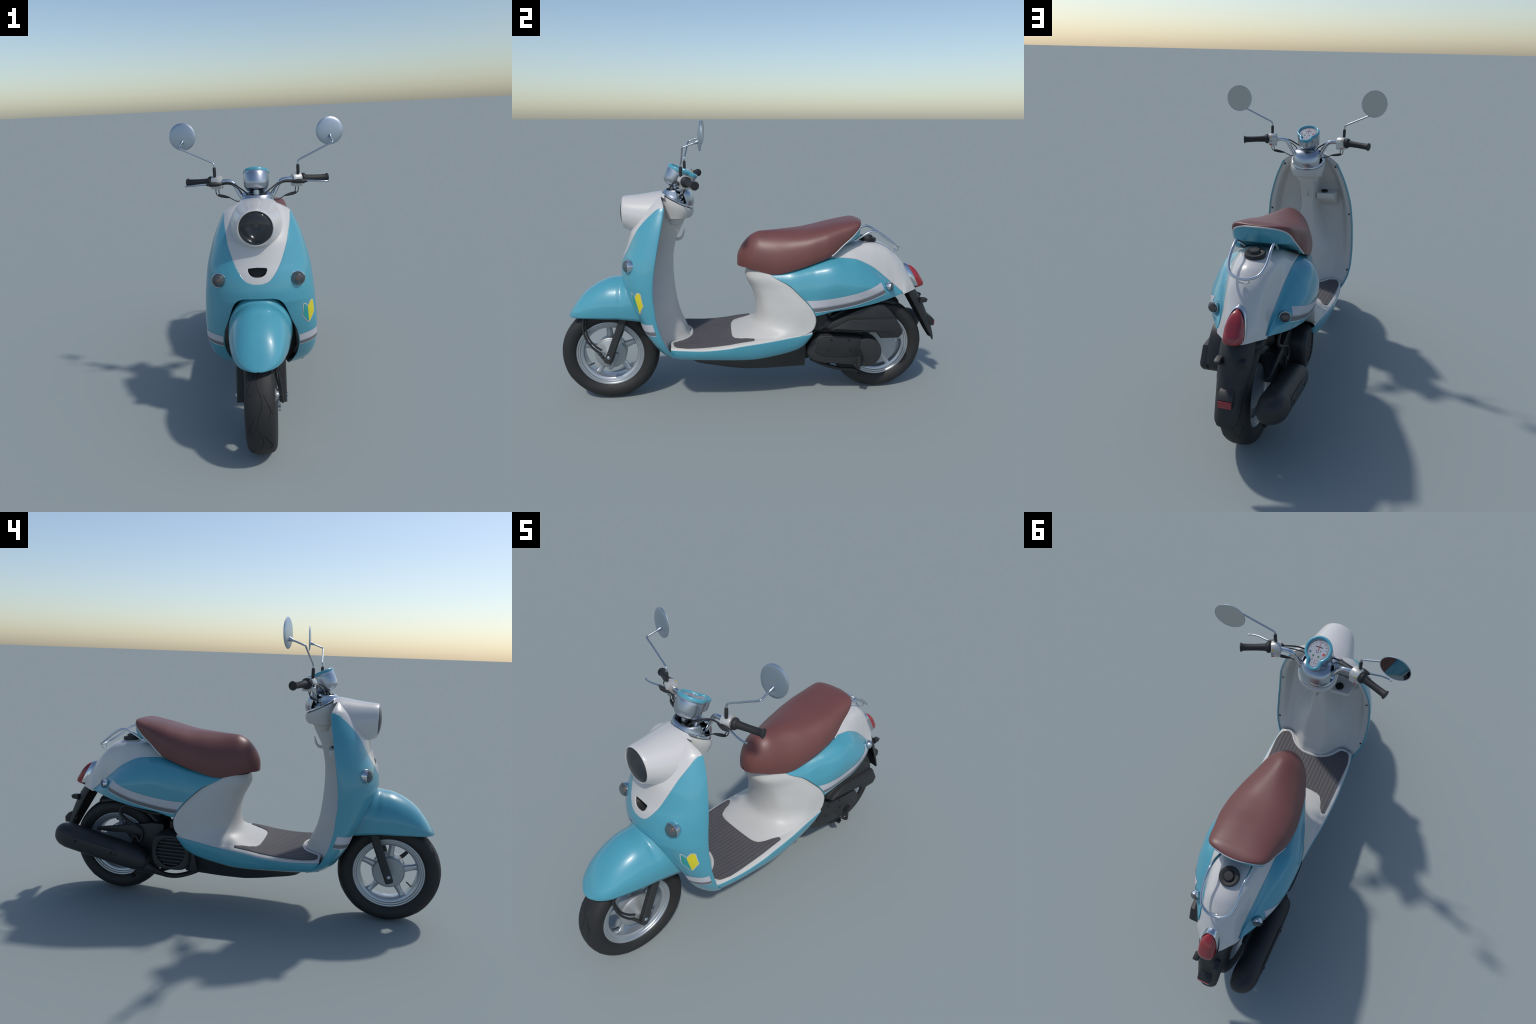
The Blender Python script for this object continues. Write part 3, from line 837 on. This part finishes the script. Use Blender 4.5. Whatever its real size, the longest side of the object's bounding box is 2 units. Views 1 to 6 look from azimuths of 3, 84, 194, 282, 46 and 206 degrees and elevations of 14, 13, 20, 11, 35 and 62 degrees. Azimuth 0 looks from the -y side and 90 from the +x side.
# front fork
fork = group("fork")
for s in (1, -1):
    rg = []
    A0 = np.array([0, -.757, .222]); A1 = np.array([0, -.640, .52])
    d = (A1-A0)/np.linalg.norm(A1-A0); nrm = np.array([0, d[2], -d[1]])
    prof = [(-.019, .084), (-.012, .080), (.012, .080), (.019, .084), (.0195, .106), (.012, .112), (-.012, .112), (-.0195, .106)]
    for t, k in ((0, .93), (.01, 1), (.75, 1), (1, 1)):
        c = A0 + (A1-A0)*t
        rg.append([(s*x, c[1]+nrm[1]*w*k, c[2]+nrm[2]*w*k) for w, x in prof])
    M().loft(np.array(rg)).make("fork_leg", GRAIN, fork, smooth=35)
    M().lathe([(.0095, 0), (.0095, .004), (.006, .0075), (.0005, .008)], (s*.110, -.749, .253), (s, 0, 0), 20).make("axle_bolt", SATIN, fork)
M().tube([(-.1, -.749, .253), (.1, -.749, .253)], .009, 12).make("axle", SATIN, fork)
# brake anchor arm and lever under the drum
M().tube([(.068, -.715, .262), (.072, -.728, .225), (.072, -.742, .188)], [.012, .010, .009], 12).make("brake_arm", DRUM, fork)
M().lathe([(.0125, -.006), (.0125, .006), (.008, .007), (.008, .002), (.0005, .002)], (.076, -.748, .184), (1, 0, 0), 24).make("brake_pivot", DRUM, fork)
# hydraulic hoses at the front wheel
M().tube([(.070, -.862, .50), (.076, -.868, .455), (.082, -.872, .40), (.088, -.856, .345), (.092, -.825, .300), (.090, -.795, .272)], .0055, 10).make("brake_cable", BLACK, fork)
M().tube([(.062, -.848, .50), (.066, -.858, .45), (.070, -.862, .40), (.078, -.845, .345), (.082, -.815, .308), (.082, -.785, .285)], .005, 10).make("brake_cable", BLACK, fork)
M().tube([(.090, -.80, .277), (.092, -.762, .222)], [.0065, .009, .007, .009, .007, .009, .007, .006], 10, 30).make("cable_boot", GRAIN, fork)

# ------------------------------------------------------- handlebar group
bars = group("handlebar")
# chrome cover
cv = []
for sc_x, cy, ry, z0 in [(.0905, -.3775, .0765, 1.008), (.0915, -.3775, .0775, 1.012), (.090, -.3775, .0765, 1.0165), (.084, -.377, .0735, 1.019)]:
    cv.append(ovalring(cy, sc_x, ry, lambda y, z0=z0: tilt_z(y, z0), 2.15))
M().loft(np.array(cv), (True, False)).make("cover_skirt", CHROME, bars, smooth=35)
dome = []
CK = [(1.014, -.301, 1.087, -.4515, .0865), (1.026, -.297, 1.092, -.449, .0825), (1.040, -.295, 1.096, -.446, .0795), (1.064, -.299, 1.101, -.441, .077), (1.080, -.306, 1.1025, -.436, .0755), (1.096, -.320, 1.102, -.430, .0735),
      (1.105, -.336, 1.101, -.424, .069), (1.109, -.352, 1.099, -.415, .058), (1.110, -.368, 1.099, -.403, .034), (1.110, -.38, 1.10, -.392, .002)]
ck = np.array(CK); kk = np.arange(len(CK))
for k in np.linspace(0, len(CK)-1, 50):
    zb_, yb_, zf_, yf_, sx = [float(pchip(kk, ck[:, c], k)) for c in range(5)]
    cyk, ryk = (yb_+yf_)/2, (yb_-yf_)/2
    dome.append(ovalring(cyk, sx, ryk, lambda y: zb_ + (zf_-zb_)*(yb_-y)/max(yb_-yf_, 1e-4), 2.15 + .75*min(1, k/5)))
dm = M().grid(np.array(dome), cv=True)
# opening for the cables in front, notches for the bar at the sides
def f_front(V):
    return np.where(V[:, 2] > 1.08, 1 - (V[:, 0]/.052)**2 - ((V[:, 1]+.411)/.0215)**2, -1)
def f_notch(V):
    return np.minimum(.0155 - np.abs(V[:, 1]+.358+(V[:, 2]-1.08)*.30), np.minimum(np.abs(V[:, 0])-.060, V[:, 2]-1.036))
dm.clip(f_front, -1).clip(f_notch, -1)
dm.make("bar_cover", SATIN, bars, thick=.003, smooth=50)
core = [ovalring(-.376, .064*k, .06*k, lambda y, z=z: .5*tilt_z(y, z)+.5*z) for k, z in ((1, 1.02), (1, 1.05), (.95, 1.068), (.6, 1.075))]
M().loft(np.array(core)).clip(lambda V: -.388 - V[:, 1], -1).make("cover_inside", SATIN, bars)
well = [ovalring(-.412, .058, .026, lambda y: 1.088 + 0*y), ovalring(-.412, .05, .022, lambda y: 1.075 + 0*y)]
M().loft(np.array(well), (False, True)).make("cable_well", DARK, bars)
M().tube([(0, -.405, 1.08), (0, -.405, 1.10), (0, -.40, 1.14)], [.0155, .015, .0155], 20).make("gauge_stem", SATIN, bars)

for s in (1, -1):
    S = lambda p: (s*p[0], p[1], p[2])
    M().tube([S(p) for p in [(.03, -.362, 1.03), (.055, -.357, 1.055), (.074, -.351, 1.082), (.093, -.344, 1.117), (.108, -.3395, 1.1435), (.122, -.338, 1.1545), (.142, -.3375, 1.158), (.18, -.3345, 1.158), (.21, -.328, 1.158)]],
             .0105, 16, 70).make("handlebar_tube", CHROME, bars)
    # grip
    g0, g1 = Vector(S((.214, -.3255, 1.158))), Vector(S((.3395, -.279, 1.152)))
    ax = (g1-g0); Lg = ax.length
    M().lathe([(.012, -.001), (.024, 0), (.0255, .003), (.0255, .011), (.022, .016), (.0172, .020), (.0158, .035), (.0148, .07), (.0152, .10), (.016, Lg-.010), (.0195, Lg-.006), (.0205, Lg-.003), (.0195, Lg), (.0005, Lg+.0005)],
              g0, ax, 32).make("grip", GRIPM, bars, smooth=40)
    # switch box: rounded barrel with a flat-bottomed housing
    rot = Matrix.Rotation(s*.33, 3, 'Z')
    sw = M().lathe([(.018, -.024), (.027, -.022), (.0285, -.018), (.0285, .016), (.027, .020), (.016, .022)], S((.190, -.3335, 1.158)), (ax.x, ax.y, 0), 36)
    sw.box(S((.1895, -.331, 1.141)), (.043, .05, .036), rot, .004)
    swo = sw.make("switch_housing", SWITCH, bars, smooth=40)
    M().box(S((.193, -.3045, 1.170)), (.006, .004, .012), rot, .001).make("switch_button", YELP, swo)
    M().box(S((.194, -.3035, 1.131)), (.012, .005, .005), rot, .001).make("switch_button", INKR, swo)
    if s > 0: M().box(S((.194, -.3025, 1.149)), (.012, .005, .006), rot, .001).make("switch_button", STRM, swo)
    # lever perch and lever
    M().tube([S((.163, -.362, 1.149)), (S((.185, -.365, 1.149))), S((.21, -.366, 1.1495)), S((.24, -.360, 1.149))], [.005, .010, .011, .006], 10, 24).make("lever_perch", BLACK, bars)
    M().tube([S((.215, -.362, 1.150)), S((.25, -.364, 1.150)), S((.29, -.371, 1.148)), S((.32, -.3705, 1.146)), S((.336, -.366, 1.145))], [.005, .0045, .0042, .004, .0036], 10, 40).make("brake_lever", SATIN, bars)
    M().lathe([(.0005, -.005), (.0035, -.0042), (.005, 0), (.0035, .0042), (.0005, .005)], S((.336, -.366, 1.145)), (0, 0, 1), 14).make("lever_ball", SATIN, bars)
    # cables
    M().tube([S(p) for p in [(.168, -.361, 1.150), (.14, -.368, 1.154), (.107, -.381, 1.149), (.075, -.397, 1.13), (.045, -.412, 1.108), (.03, -.418, 1.085)]], .0036, 8, 50).make("control_cable", BLACK, bars)
    M().tube([S(p) for p in [(.165, -.356, 1.146), (.13, -.362, 1.147), (.10, -.374, 1.136), (.075, -.388, 1.115), (.058, -.398, 1.085)]], .0024, 8, 40).make("control_cable", BLACK, bars)
    M().tube([S(p) for p in [(.196, -.340, 1.125), (.197, -.338, 1.108), (.192, -.341, 1.096), (.182, -.345, 1.093)]], .0022, 8, 30).make("switch_wire", BLACK, bars)
    M().tube([S(p) for p in [(.184, -.330, 1.125), (.183, -.334, 1.108), (.181, -.343, 1.097)]], .0022, 8, 30).make("switch_wire", BLACK, bars)
    M().tube([S((.186, -.344, 1.094)), S((.165, -.350, 1.090)), S((.13, -.360, 1.083))], [.0055, .0075, .0065, .003], 10, 20).make("wire_connector", BLACK, bars)
    M().tube([S(p) for p in [(.131, -.360, 1.083), (.112, -.366, 1.073), (.095, -.372, 1.066), (.078, -.374, 1.068)]], .0022, 8, 30).make("switch_wire", BLACK, bars)
    # mirror
    mg = group("mirror")
    M().lathe([(.006, -.006), (.0075, 0), (.0078, .03), (.0068, .038), (.004, .040)], S((.1975, -.3475, 1.188)), (0, 0, 1), 18).make("mirror_boot", BLACK, mg)
    M().tube([S(p) for p in [(.1975, -.3475, 1.222), (.1976, -.3470, 1.236), (.1995, -.3460, 1.243), (.206, -.344, 1.249), (.26, -.3385, 1.274), (.32, -.3325, 1.302), (.352, -.330, 1.3165), (.3615, -.3275, 1.3215),
                                 (.3635, -.320, 1.3245), (.360, -.295, 1.334), (.357, -.272, 1.342), (.356, -.262, 1.345)]], .0042, 12, 110).make("mirror_rod", SATIN, mg)
    M().tube([S((.3578, -.280, 1.339)), S((.357, -.270, 1.343)), S((.3555, -.259, 1.347))], [.0045, .0075, .0095], 12).make("mirror_joint", SATIN, mg)
    cM = Vector(S((.355, -.2565, 1.371)))
    nM = Vector((s*-.12, 1, -.035)).normalized()
    M().lathe([(.0005, -.0055), (.02, -.0051), (.04, -.0037), (.054, -.0017), (.062, .0005), (.0655, .003), (.0658, .0052), (.064, .0062), (.0628, .0052)], cM, nM, 72, (True, False)).make("mirror_shell", BACKM, mg, smooth=45)
    M().lathe([(.0632, .0050), (.04, .0052), (.02, .0053), (.0005, .0053)], cM, nM, 72, (False, True)).make("mirror_glass", MIRROR, mg)

# gauge cluster: large dial joined to a small one, tilted towards the rider
gauge = group("instrument_gauge")
GO = np.array([0, -.3595, 1.2035]); GV = np.array([0, .907, -.421]); GN = np.array([0, .421, .907]); GX = np.array([-1., 0, 0])
DK = .94
def gd_(u_, v_, h): return gp(u_*DK, v_*DK if v_ < .045 else DD + (v_-DD)*DK, h)
def gp(u_, v_, h): return GO + GX*u_ + GV*v_ + GN*h
R1, R2, DD = .0605, .0335, .060
def gsdf(u_, v_):
    d1 = math.hypot(u_, v_) - R1; d2 = math.hypot(u_, v_-DD) - R2
    k = .012; h = max(k-abs(d1-d2), 0)/k
    return min(d1, d2) - h*h*k/4
def outline(off, n=96):
    out = []
    for i in range(n):
        a = 2*PI*i/n
        lo, hi = 0, .14
        for _ in range(40):
            m_ = (lo+hi)/2
            if gsdf(m_*math.sin(a), .032+m_*math.cos(a)) + off > 0: hi = m_
            else: lo = m_
        out.append((lo*math.sin(a), .032+lo*math.cos(a)))
    return out
def gring(off, h): return [gp(a, b, h) for a, b in outline(off)]
M().grid(np.array([gring(.006, -.014), gring(-.0005, -.012), gring(-.0012, -.004), gring(.0005, .001), gring(.004, .0032), gring(.0085, .0028), gring(.0112, 0), gring(.0125, -.004), gring(.0130, -.008)]), cv=True
         ).make("gauge_bezel", TEAL, gauge, smooth=60)
def cup(u0, v0, r, dep, name):
    prof = [(r-.003, -.008), (r-.001, -.012), (r, -.03), (r-.0005, -dep*.62), (r*.95, -dep*.76), (r*.82, -dep*.89), (r*.6, -dep*.97), (r*.3, -dep), (.0005, -dep)]
    M().lathe(prof, gp(u0, v0, 0), GN, 64, (True, False)).make(name, SATIN, gauge, smooth=50)
cup(0, 0, R1-.0005, .098, "gauge_body")
cup(0, DD, R2-.0008, .062, "gauge_pod")
# web filling the waist between the two cups
M().grid(np.array([gring(.001, -.010), gring(.0015, -.035), gring(.012, -.05)]), cv=True).make("gauge_waist", SATIN, gauge, smooth=50)
face = M(); ring = gring(.0123, -.0055); face.cap(ring)
dial = face.make("dial_face", DIAL, gauge)
def flat(pts, h, name, m, parent=None):
    b = M(); b.cap([gd_(a, c, h) for a, c in pts]); return b.make(name, m, parent or dial)
def disc(u_, v_, r, h, name, m, n=20): return flat([(u_+r*math.cos(2*PI*i/n), v_+r*math.sin(2*PI*i/n)) for i in range(n)], h, name, m)
def arcband(u0, v0, r0, r1, a0, a1, h, b, n=60):
    A = np.linspace(a0, a1, n)
    return b.grid(np.array([[gd_(u0+r*math.sin(a), v0-r*math.cos(a), h) for r in (r0, r1)] for a in A]))
ring_ink = M()
arcband(0, .001, .0455, .0465, -2.62, 2.62, -.0049, ring_ink)
arcband(0, DD, .0195, .0205, -2.55+PI-.0, 2.55+PI, -.0049, ring_ink)
for i in range(33):   # scale ticks
    a = -1.42 + i*(3.30/32); l = .0035 if i % 4 == 0 else .002
    ring_ink.add([gd_(r*math.sin(a+d), .001-r*math.cos(a+d), -.0049) for r, d in ((.0452, -.008), (.0452, .008), (.0452-l, .008), (.0452-l, -.008))], [(0, 1, 2, 3)])
ring_ink.make("dial_scale", INK, dial, smooth=0)
flat([(-.0175, -.0145), (.0165, -.0145), (.0165, -.0105), (-.0175, -.0105)], -.0048, "odometer_window", INK)
disc(-.0095, .005, .0022, -.0048, "dial_screw", INK); disc(.0125, .005, .0022, -.0048, "dial_screw", INK)
disc(-.0345, .017, .0055, -.0048, "warning_light", INKB); disc(-.015, .0315, .005, -.0048, "warning_light", INKG)
disc(.0105, .0315, .005, -.0048, "warning_light", INKG); disc(.031, .0165, .006, -.0048, "warning_light", INKR)
disc(-.009, DD+.0015, .0018, -.0048, "dial_screw", INK); disc(.0095, DD+.0015, .0018, -.0048, "dial_screw", INK)
# needles
flat([(-.0012, .0085), (.0012, .0085), (.0006, -.042), (-.0006, -.042)], -.0036, "needle", INKR)
flat([(-.0008, DD+.005), (.0008, DD+.005), (.0004, DD-.016), (-.0004, DD-.016)], -.0036, "needle", INKR)
def text(body, u_, v_, size, m, name):
    c = bpy.data.curves.new("txt", 'FONT'); c.body = body; c.size = size; c.align_x = 'CENTER'; c.align_y = 'CENTER'
    o = bpy.data.objects.new("txt", c); SC.collection.objects.link(o)
    dg = bpy.context.evaluated_depsgraph_get()
    me = bpy.data.meshes.new_from_object(o.evaluated_get(dg)); me.name = name
    bpy.data.objects.remove(o)
    for v in me.vertices:
        v.co = Vector(gd_(u_+v.co.x, v_-v.co.y, -.0047))
    me.materials.clear(); me.materials.append(m)
    ob = bpy.data.objects.new(name, me); SC.collection.objects.link(ob); ob.parent = dial
    return ob
for i in range(9):
    a = -1.42 + i*(3.30/8)
    text(str(i*10), .0375*math.sin(a), .001-.0375*math.cos(a), .0068, INK, "dial_numeral")
text("km/h", 0, .014, .0075, INK, "dial_lettering")
text("E", -.0085, DD-.0125, .0055, INK, "dial_lettering"); text("F", .0085, DD-.0125, .0055, INK, "dial_lettering")

# ------------------------------------------------------- engine and rear running gear
eng = group("engine")
cvt_poly = [(.268, .262), (.272, .285), (.295, .325), (.325, .352), (.42, .347), (.556, .334), (.556, .175), (.528, .176), (.40, .192), (.343, .199), (.300, .216), (.278, .238)]
M().prism(cvt_poly[::-1], .05, .157, .012).make("transmission_case", GRAIN, eng, smooth=35)
M().prism([(.31, .260), (.325, .33), (.36, .342), (.548, .330), (.548, .236), (.50, .226), (.42, .228), (.35, .238)][::-1], .10, .163, .008).make("transmission_cover", BLACK, eng, smooth=35)
c0 = np.array([.588, .2475])
dpoly = [(c0[0]+.080*math.cos(a), c0[1]+.082*math.sin(a)) for a in np.linspace(-PI*.62, PI*.62, 30)] + [(.55, .325), (.55, .178)]
M().prism(dpoly, .05, .159, .010).make("clutch_cover", GRAIN, eng, smooth=35)
for y, z in ((.395, .328), (.487, .324), (.380, .270), (.497, .268)):
    M().lathe([(.006, 0), (.006, .003), (.0045, .0035), (.0005, .002)], (.162, y, z), (1, 0, 0), 14).make("case_bolt", DARK, eng)
# kick starter
M().tube([(.150, .528, .180), (.166, .532, .176), (.188, .539, .177), (.192, .539, .19), (.190, .537, .235), (.188, .536, .245)], .0085, 10, 40).make("kick_lever", BLACK, eng)
M().box((.188, .540, .258), (.02, .034, .016), Matrix.Rotation(.75, 3, 'X'), .002).make("kick_pedal", DARK, eng)
# air box
ab = [(.369, .397), (.374, .412), (.40, .430), (.446, .453), (.524, .487), (.59, .508), (.636, .514), (.67, .506), (.70, .480), (.728, .445), (.766, .375), (.762, .356), (.745, .336), (.65, .336), (.628, .368), (.389, .386), (.376, .388)]
M().prism(ab[::-1], .085, .172, .010).make("air_box", BLACK, eng, smooth=35)
lower = [(.385, .389), (.40, .405), (.487, .447), (.727, .442), (.766, .375), (.762, .356), (.745, .336), (.65, .336), (.628, .368)]
M().prism(lower[::-1], .14, .195, .012).make("air_box_cover", BLACK, eng, smooth=35)
M().tube([(.13, .40, .40), (.11, .345, .42), (.09, .32, .45)], .035, 18).make("intake_duct", BLACK, eng)
M().lathe([(.06, -.03), (.062, .0), (.05, .02), (.02, .024), (.0005, .024)], (.13, .325, .43), (1, 0, 0), 36).make("intake_cover", BLACK, eng, smooth=30)
# crank case, cylinder, fan cover with slats
M().box((0, .42, .29), (.20, .32, .16), None, .02).make("crank_case", GRAIN, eng, smooth=40)
M().box((0, .30, .35), (.17, .15, .14), None, .02).make("cylinder_cowl", BLACK, eng, smooth=40)
sq = []
for a in np.linspace(0, 2*PI, 48, endpoint=False):
    c, s_ = math.cos(a), math.sin(a); n_ = 3.4
    sq.append((.326 + .104*math.copysign(abs(c)**(2/n_), c), .286 + .095*math.copysign(abs(s_)**(2/n_), s_)))
ringset = []
for x, k in ((-.08, 1.0), (-.165, 1.0), (-.180, .97), (-.188, .90)):
    ringset.append([(x, .326+(y-.326)*k, .286+(z-.286)*k) for y, z in sq])
for x, k in ((-.189, 1.0), (-.188, .98), (-.170, .97)):
    ringset.append([(x, .326 + .078*k*math.cos(a), .287 + .078*k*math.sin(a)) for a in np.linspace(0, 2*PI, 48, endpoint=False)])
M().loft(np.array(ringset), (True, True)).make("fan_cover", BLACK, eng, smooth=40)
for i in range(8):
    z = .287 - .0655 + i*.0187
    w = math.sqrt(max(.0765**2-(z-.287)**2, 0))
    M().box((-.176, .326, z), (.018, 2*w, .007), Matrix.Rotation(.35, 3, 'Y'), .0015).make("fan_slat", BLACK, eng)
M().prism([(.19, .20), (.23, .19), (.25, .30), (.21, .31)], -.17, -.06, .004).make("side_cowl", BLACK, eng)
# exhaust
ex = group("exhaust")
a0 = np.array([-.158, .415, .176]); 
cl = [(-.188, .449, .210), (-.181, .455, .211), (-.173, .475, .217), (-.166, .52, .230), (-.1635, .60, .248), (-.1635, .75, .281), (-.1635, .885, .310), (-.1635, .93, .3195), (-.164, .952, .324), (-.165, .965, .327), (-.166, .9715, .329)]
rd = [.002, .022, .044, .0585, .063, .0635, .0635, .057, .045, .028, .002]
rings = []
tn = np.array([0, .977, .213]); un = np.array([0, -.213, .977])
for (x, y, z), r in zip(spline(np.array(cl), 70), np.interp(np.linspace(0, 1, 70), np.linspace(0, 1, len(rd)), rd)):
    pass
d = np.array(cl); t_in = np.concatenate([[0], np.cumsum(np.linalg.norm(np.diff(d, axis=0), axis=1))])
tt = np.concatenate([np.linspace(0, t_in[4], 24), np.linspace(t_in[4], t_in[6], 20)[1:], np.linspace(t_in[6], t_in[-1], 24)[1:]])
for q in tt:
    c = np.array([float(pchip(t_in, d[:, k], q)) for k in range(3)]); r = float(pchip(t_in, rd, q))
    row = []
    for a in np.linspace(0, 2*PI, 56, endpoint=False):
        cc, ss = math.cos(a), math.sin(a)
        row.append(c + np.array([1., 0, 0])*r*.985*math.copysign(abs(cc)**.88, cc) + un*r*1.0*math.copysign(abs(ss)**.88, ss))
    sh = .22*float(sstep(.86, .96, c[1]))
    row = [p + np.array([0, sh*(p[0]-c[0]), 0]) for p in row]
    rings.append(row)
mf = M().loft(np.array(rings)).make("muffler", BLACK, ex, smooth=60)
# heat guard strip
gd = []
gy0, gy1 = .855, .60
g_out = []
for t in np.linspace(0, 1, 30):
    y = gy0 + (gy1-gy0)*t; zc = .313 + (y-.90)*.213 + .010
    hh = .021*math.sqrt(max(1-abs(2*t-1)**8, 0.02))
    g_out.append([(-.2288 + .0045*abs(k)**2, y - k*hh*.21, zc + k*hh) for k in np.linspace(-1, 1, 9)])
M().grid(np.array(g_out)).make("heat_guard", GRAIN, mf, out=(0, .7, .28), thick=.006, smooth=40)
for y in (.824, .627):
    M().lathe([(.0065, 0), (.0065, .002), (.0005, .001)], (-.2292, y, .313+(y-.90)*.213+.010), (-1, 0, 0), 14).make("guard_bolt", DARK, mf)
M().tube([(-.135, .85, .262), (-.136, .90, .248), (-.137, .925, .246)], .013, 14, caps=True).make("tail_pipe", BLACK, ex)
M().lathe([(.010, 0), (.0005, 0)], (-.137, .9262, .246), (0, 1, -.05), 14).make("tail_pipe_bore", DARK, ex)
M().tube([(-.178, .50, .205), (-.165, .455, .187), (-.15, .42, .168), (-.125, .37, .140), (-.10, .315, .132), (-.07, .25, .146), (-.05, .19, .175), (-.04, .17, .19)], [.034, .030, .020, .0125, .0125, .0125, .0125, .0125, .0125], 16, 70).make("exhaust_pipe", BLACK, ex)
# swing arm, hoses, inner rear fender, shock
M().prism([(.39, .30), (.39, .405), (.455, .408), (.575, .385), (.765, .352), (.765, .335), (.60, .338), (.565, .30), (.545, .262), (.45, .26)], -.112, -.085, .006).make("swing_arm", BLACK, eng, smooth=35)
M().tube([(-.12, .40, .462), (-.12, .46, .466), (-.115, .54, .480), (-.112, .595, .487), (-.110, .622, .470), (-.110, .628, .44), (-.115, .60, .417), (-.122, .56, .398), (-.124, .515, .375), (-.126, .502, .345), (-.127, .512, .31), (-.128, .522, .308), (-.128, .535, .332), (-.128, .552, .328), (-.128, .558, .30)],
         [.009]*8+[.006]*7, 10, 160).make("breather_hose", BLACK, eng)
P = []
for a in np.linspace(-1.15, .53, 46):
    e = min(1, 2.2*math.sqrt(max(0, (.54-a)))) if a > .33 else 1
    P.append([(.080*e*k, .66 + (.262+.035*(1-abs(k)**3)*e)*math.sin(a), .262 + (.235+.035*(1-abs(k)**3)*e)*math.cos(a)) for k in np.linspace(-1, 1, 15)])
M().grid(np.array(P)).make("rear_inner_fender", BLACK, out=(0, .66, .26), thick=.004, smooth=50)
sp = []
for t in np.linspace(0, 1, 160):
    a = t*2*PI*8
    c = np.array([.098, .615 + .075*t, .56 - .21*t])
    sp.append(c + np.array([.021*math.cos(a), .019*math.sin(a), .007*math.sin(a)]))
M().tube(np.array(sp), .0042, 8, raw=True).make("shock_spring", CHROME, eng)
M().tube([(.098, .60, .59), (.098, .70, .32)], .011, 12).make("shock_absorber", BLACK, eng)
# centre stand tubes under the engine
for s in (1, -1):
    M().tube([(s*.085, .30, .195), (s*.098, .37, .165), (s*.105, .45, .142), (s*.112, .54, .132), (s*.125, .556, .120)], .0095, 10, 40).make("stand_leg", BLACK, eng)
M().box((.128, .553, .116), (.022, .026, .018), Matrix.Rotation(.7, 3, 'X'), .002).make("stand_foot", DARK, eng)
M().box((-.128, .553, .116), (.022, .026, .018), Matrix.Rotation(.7, 3, 'X'), .002).make("stand_foot", DARK, eng)
M().tube([(-.105, .40, .158), (.105, .40, .158)], .008, 10).make("stand_crossbar", BLACK, eng)

M().prism([(.255, .205), (.255, .235), (.33, .225), (.36, .20), (.33, .188)], -.05, .06, .004).make("engine_mount", ALU, eng, smooth=30)
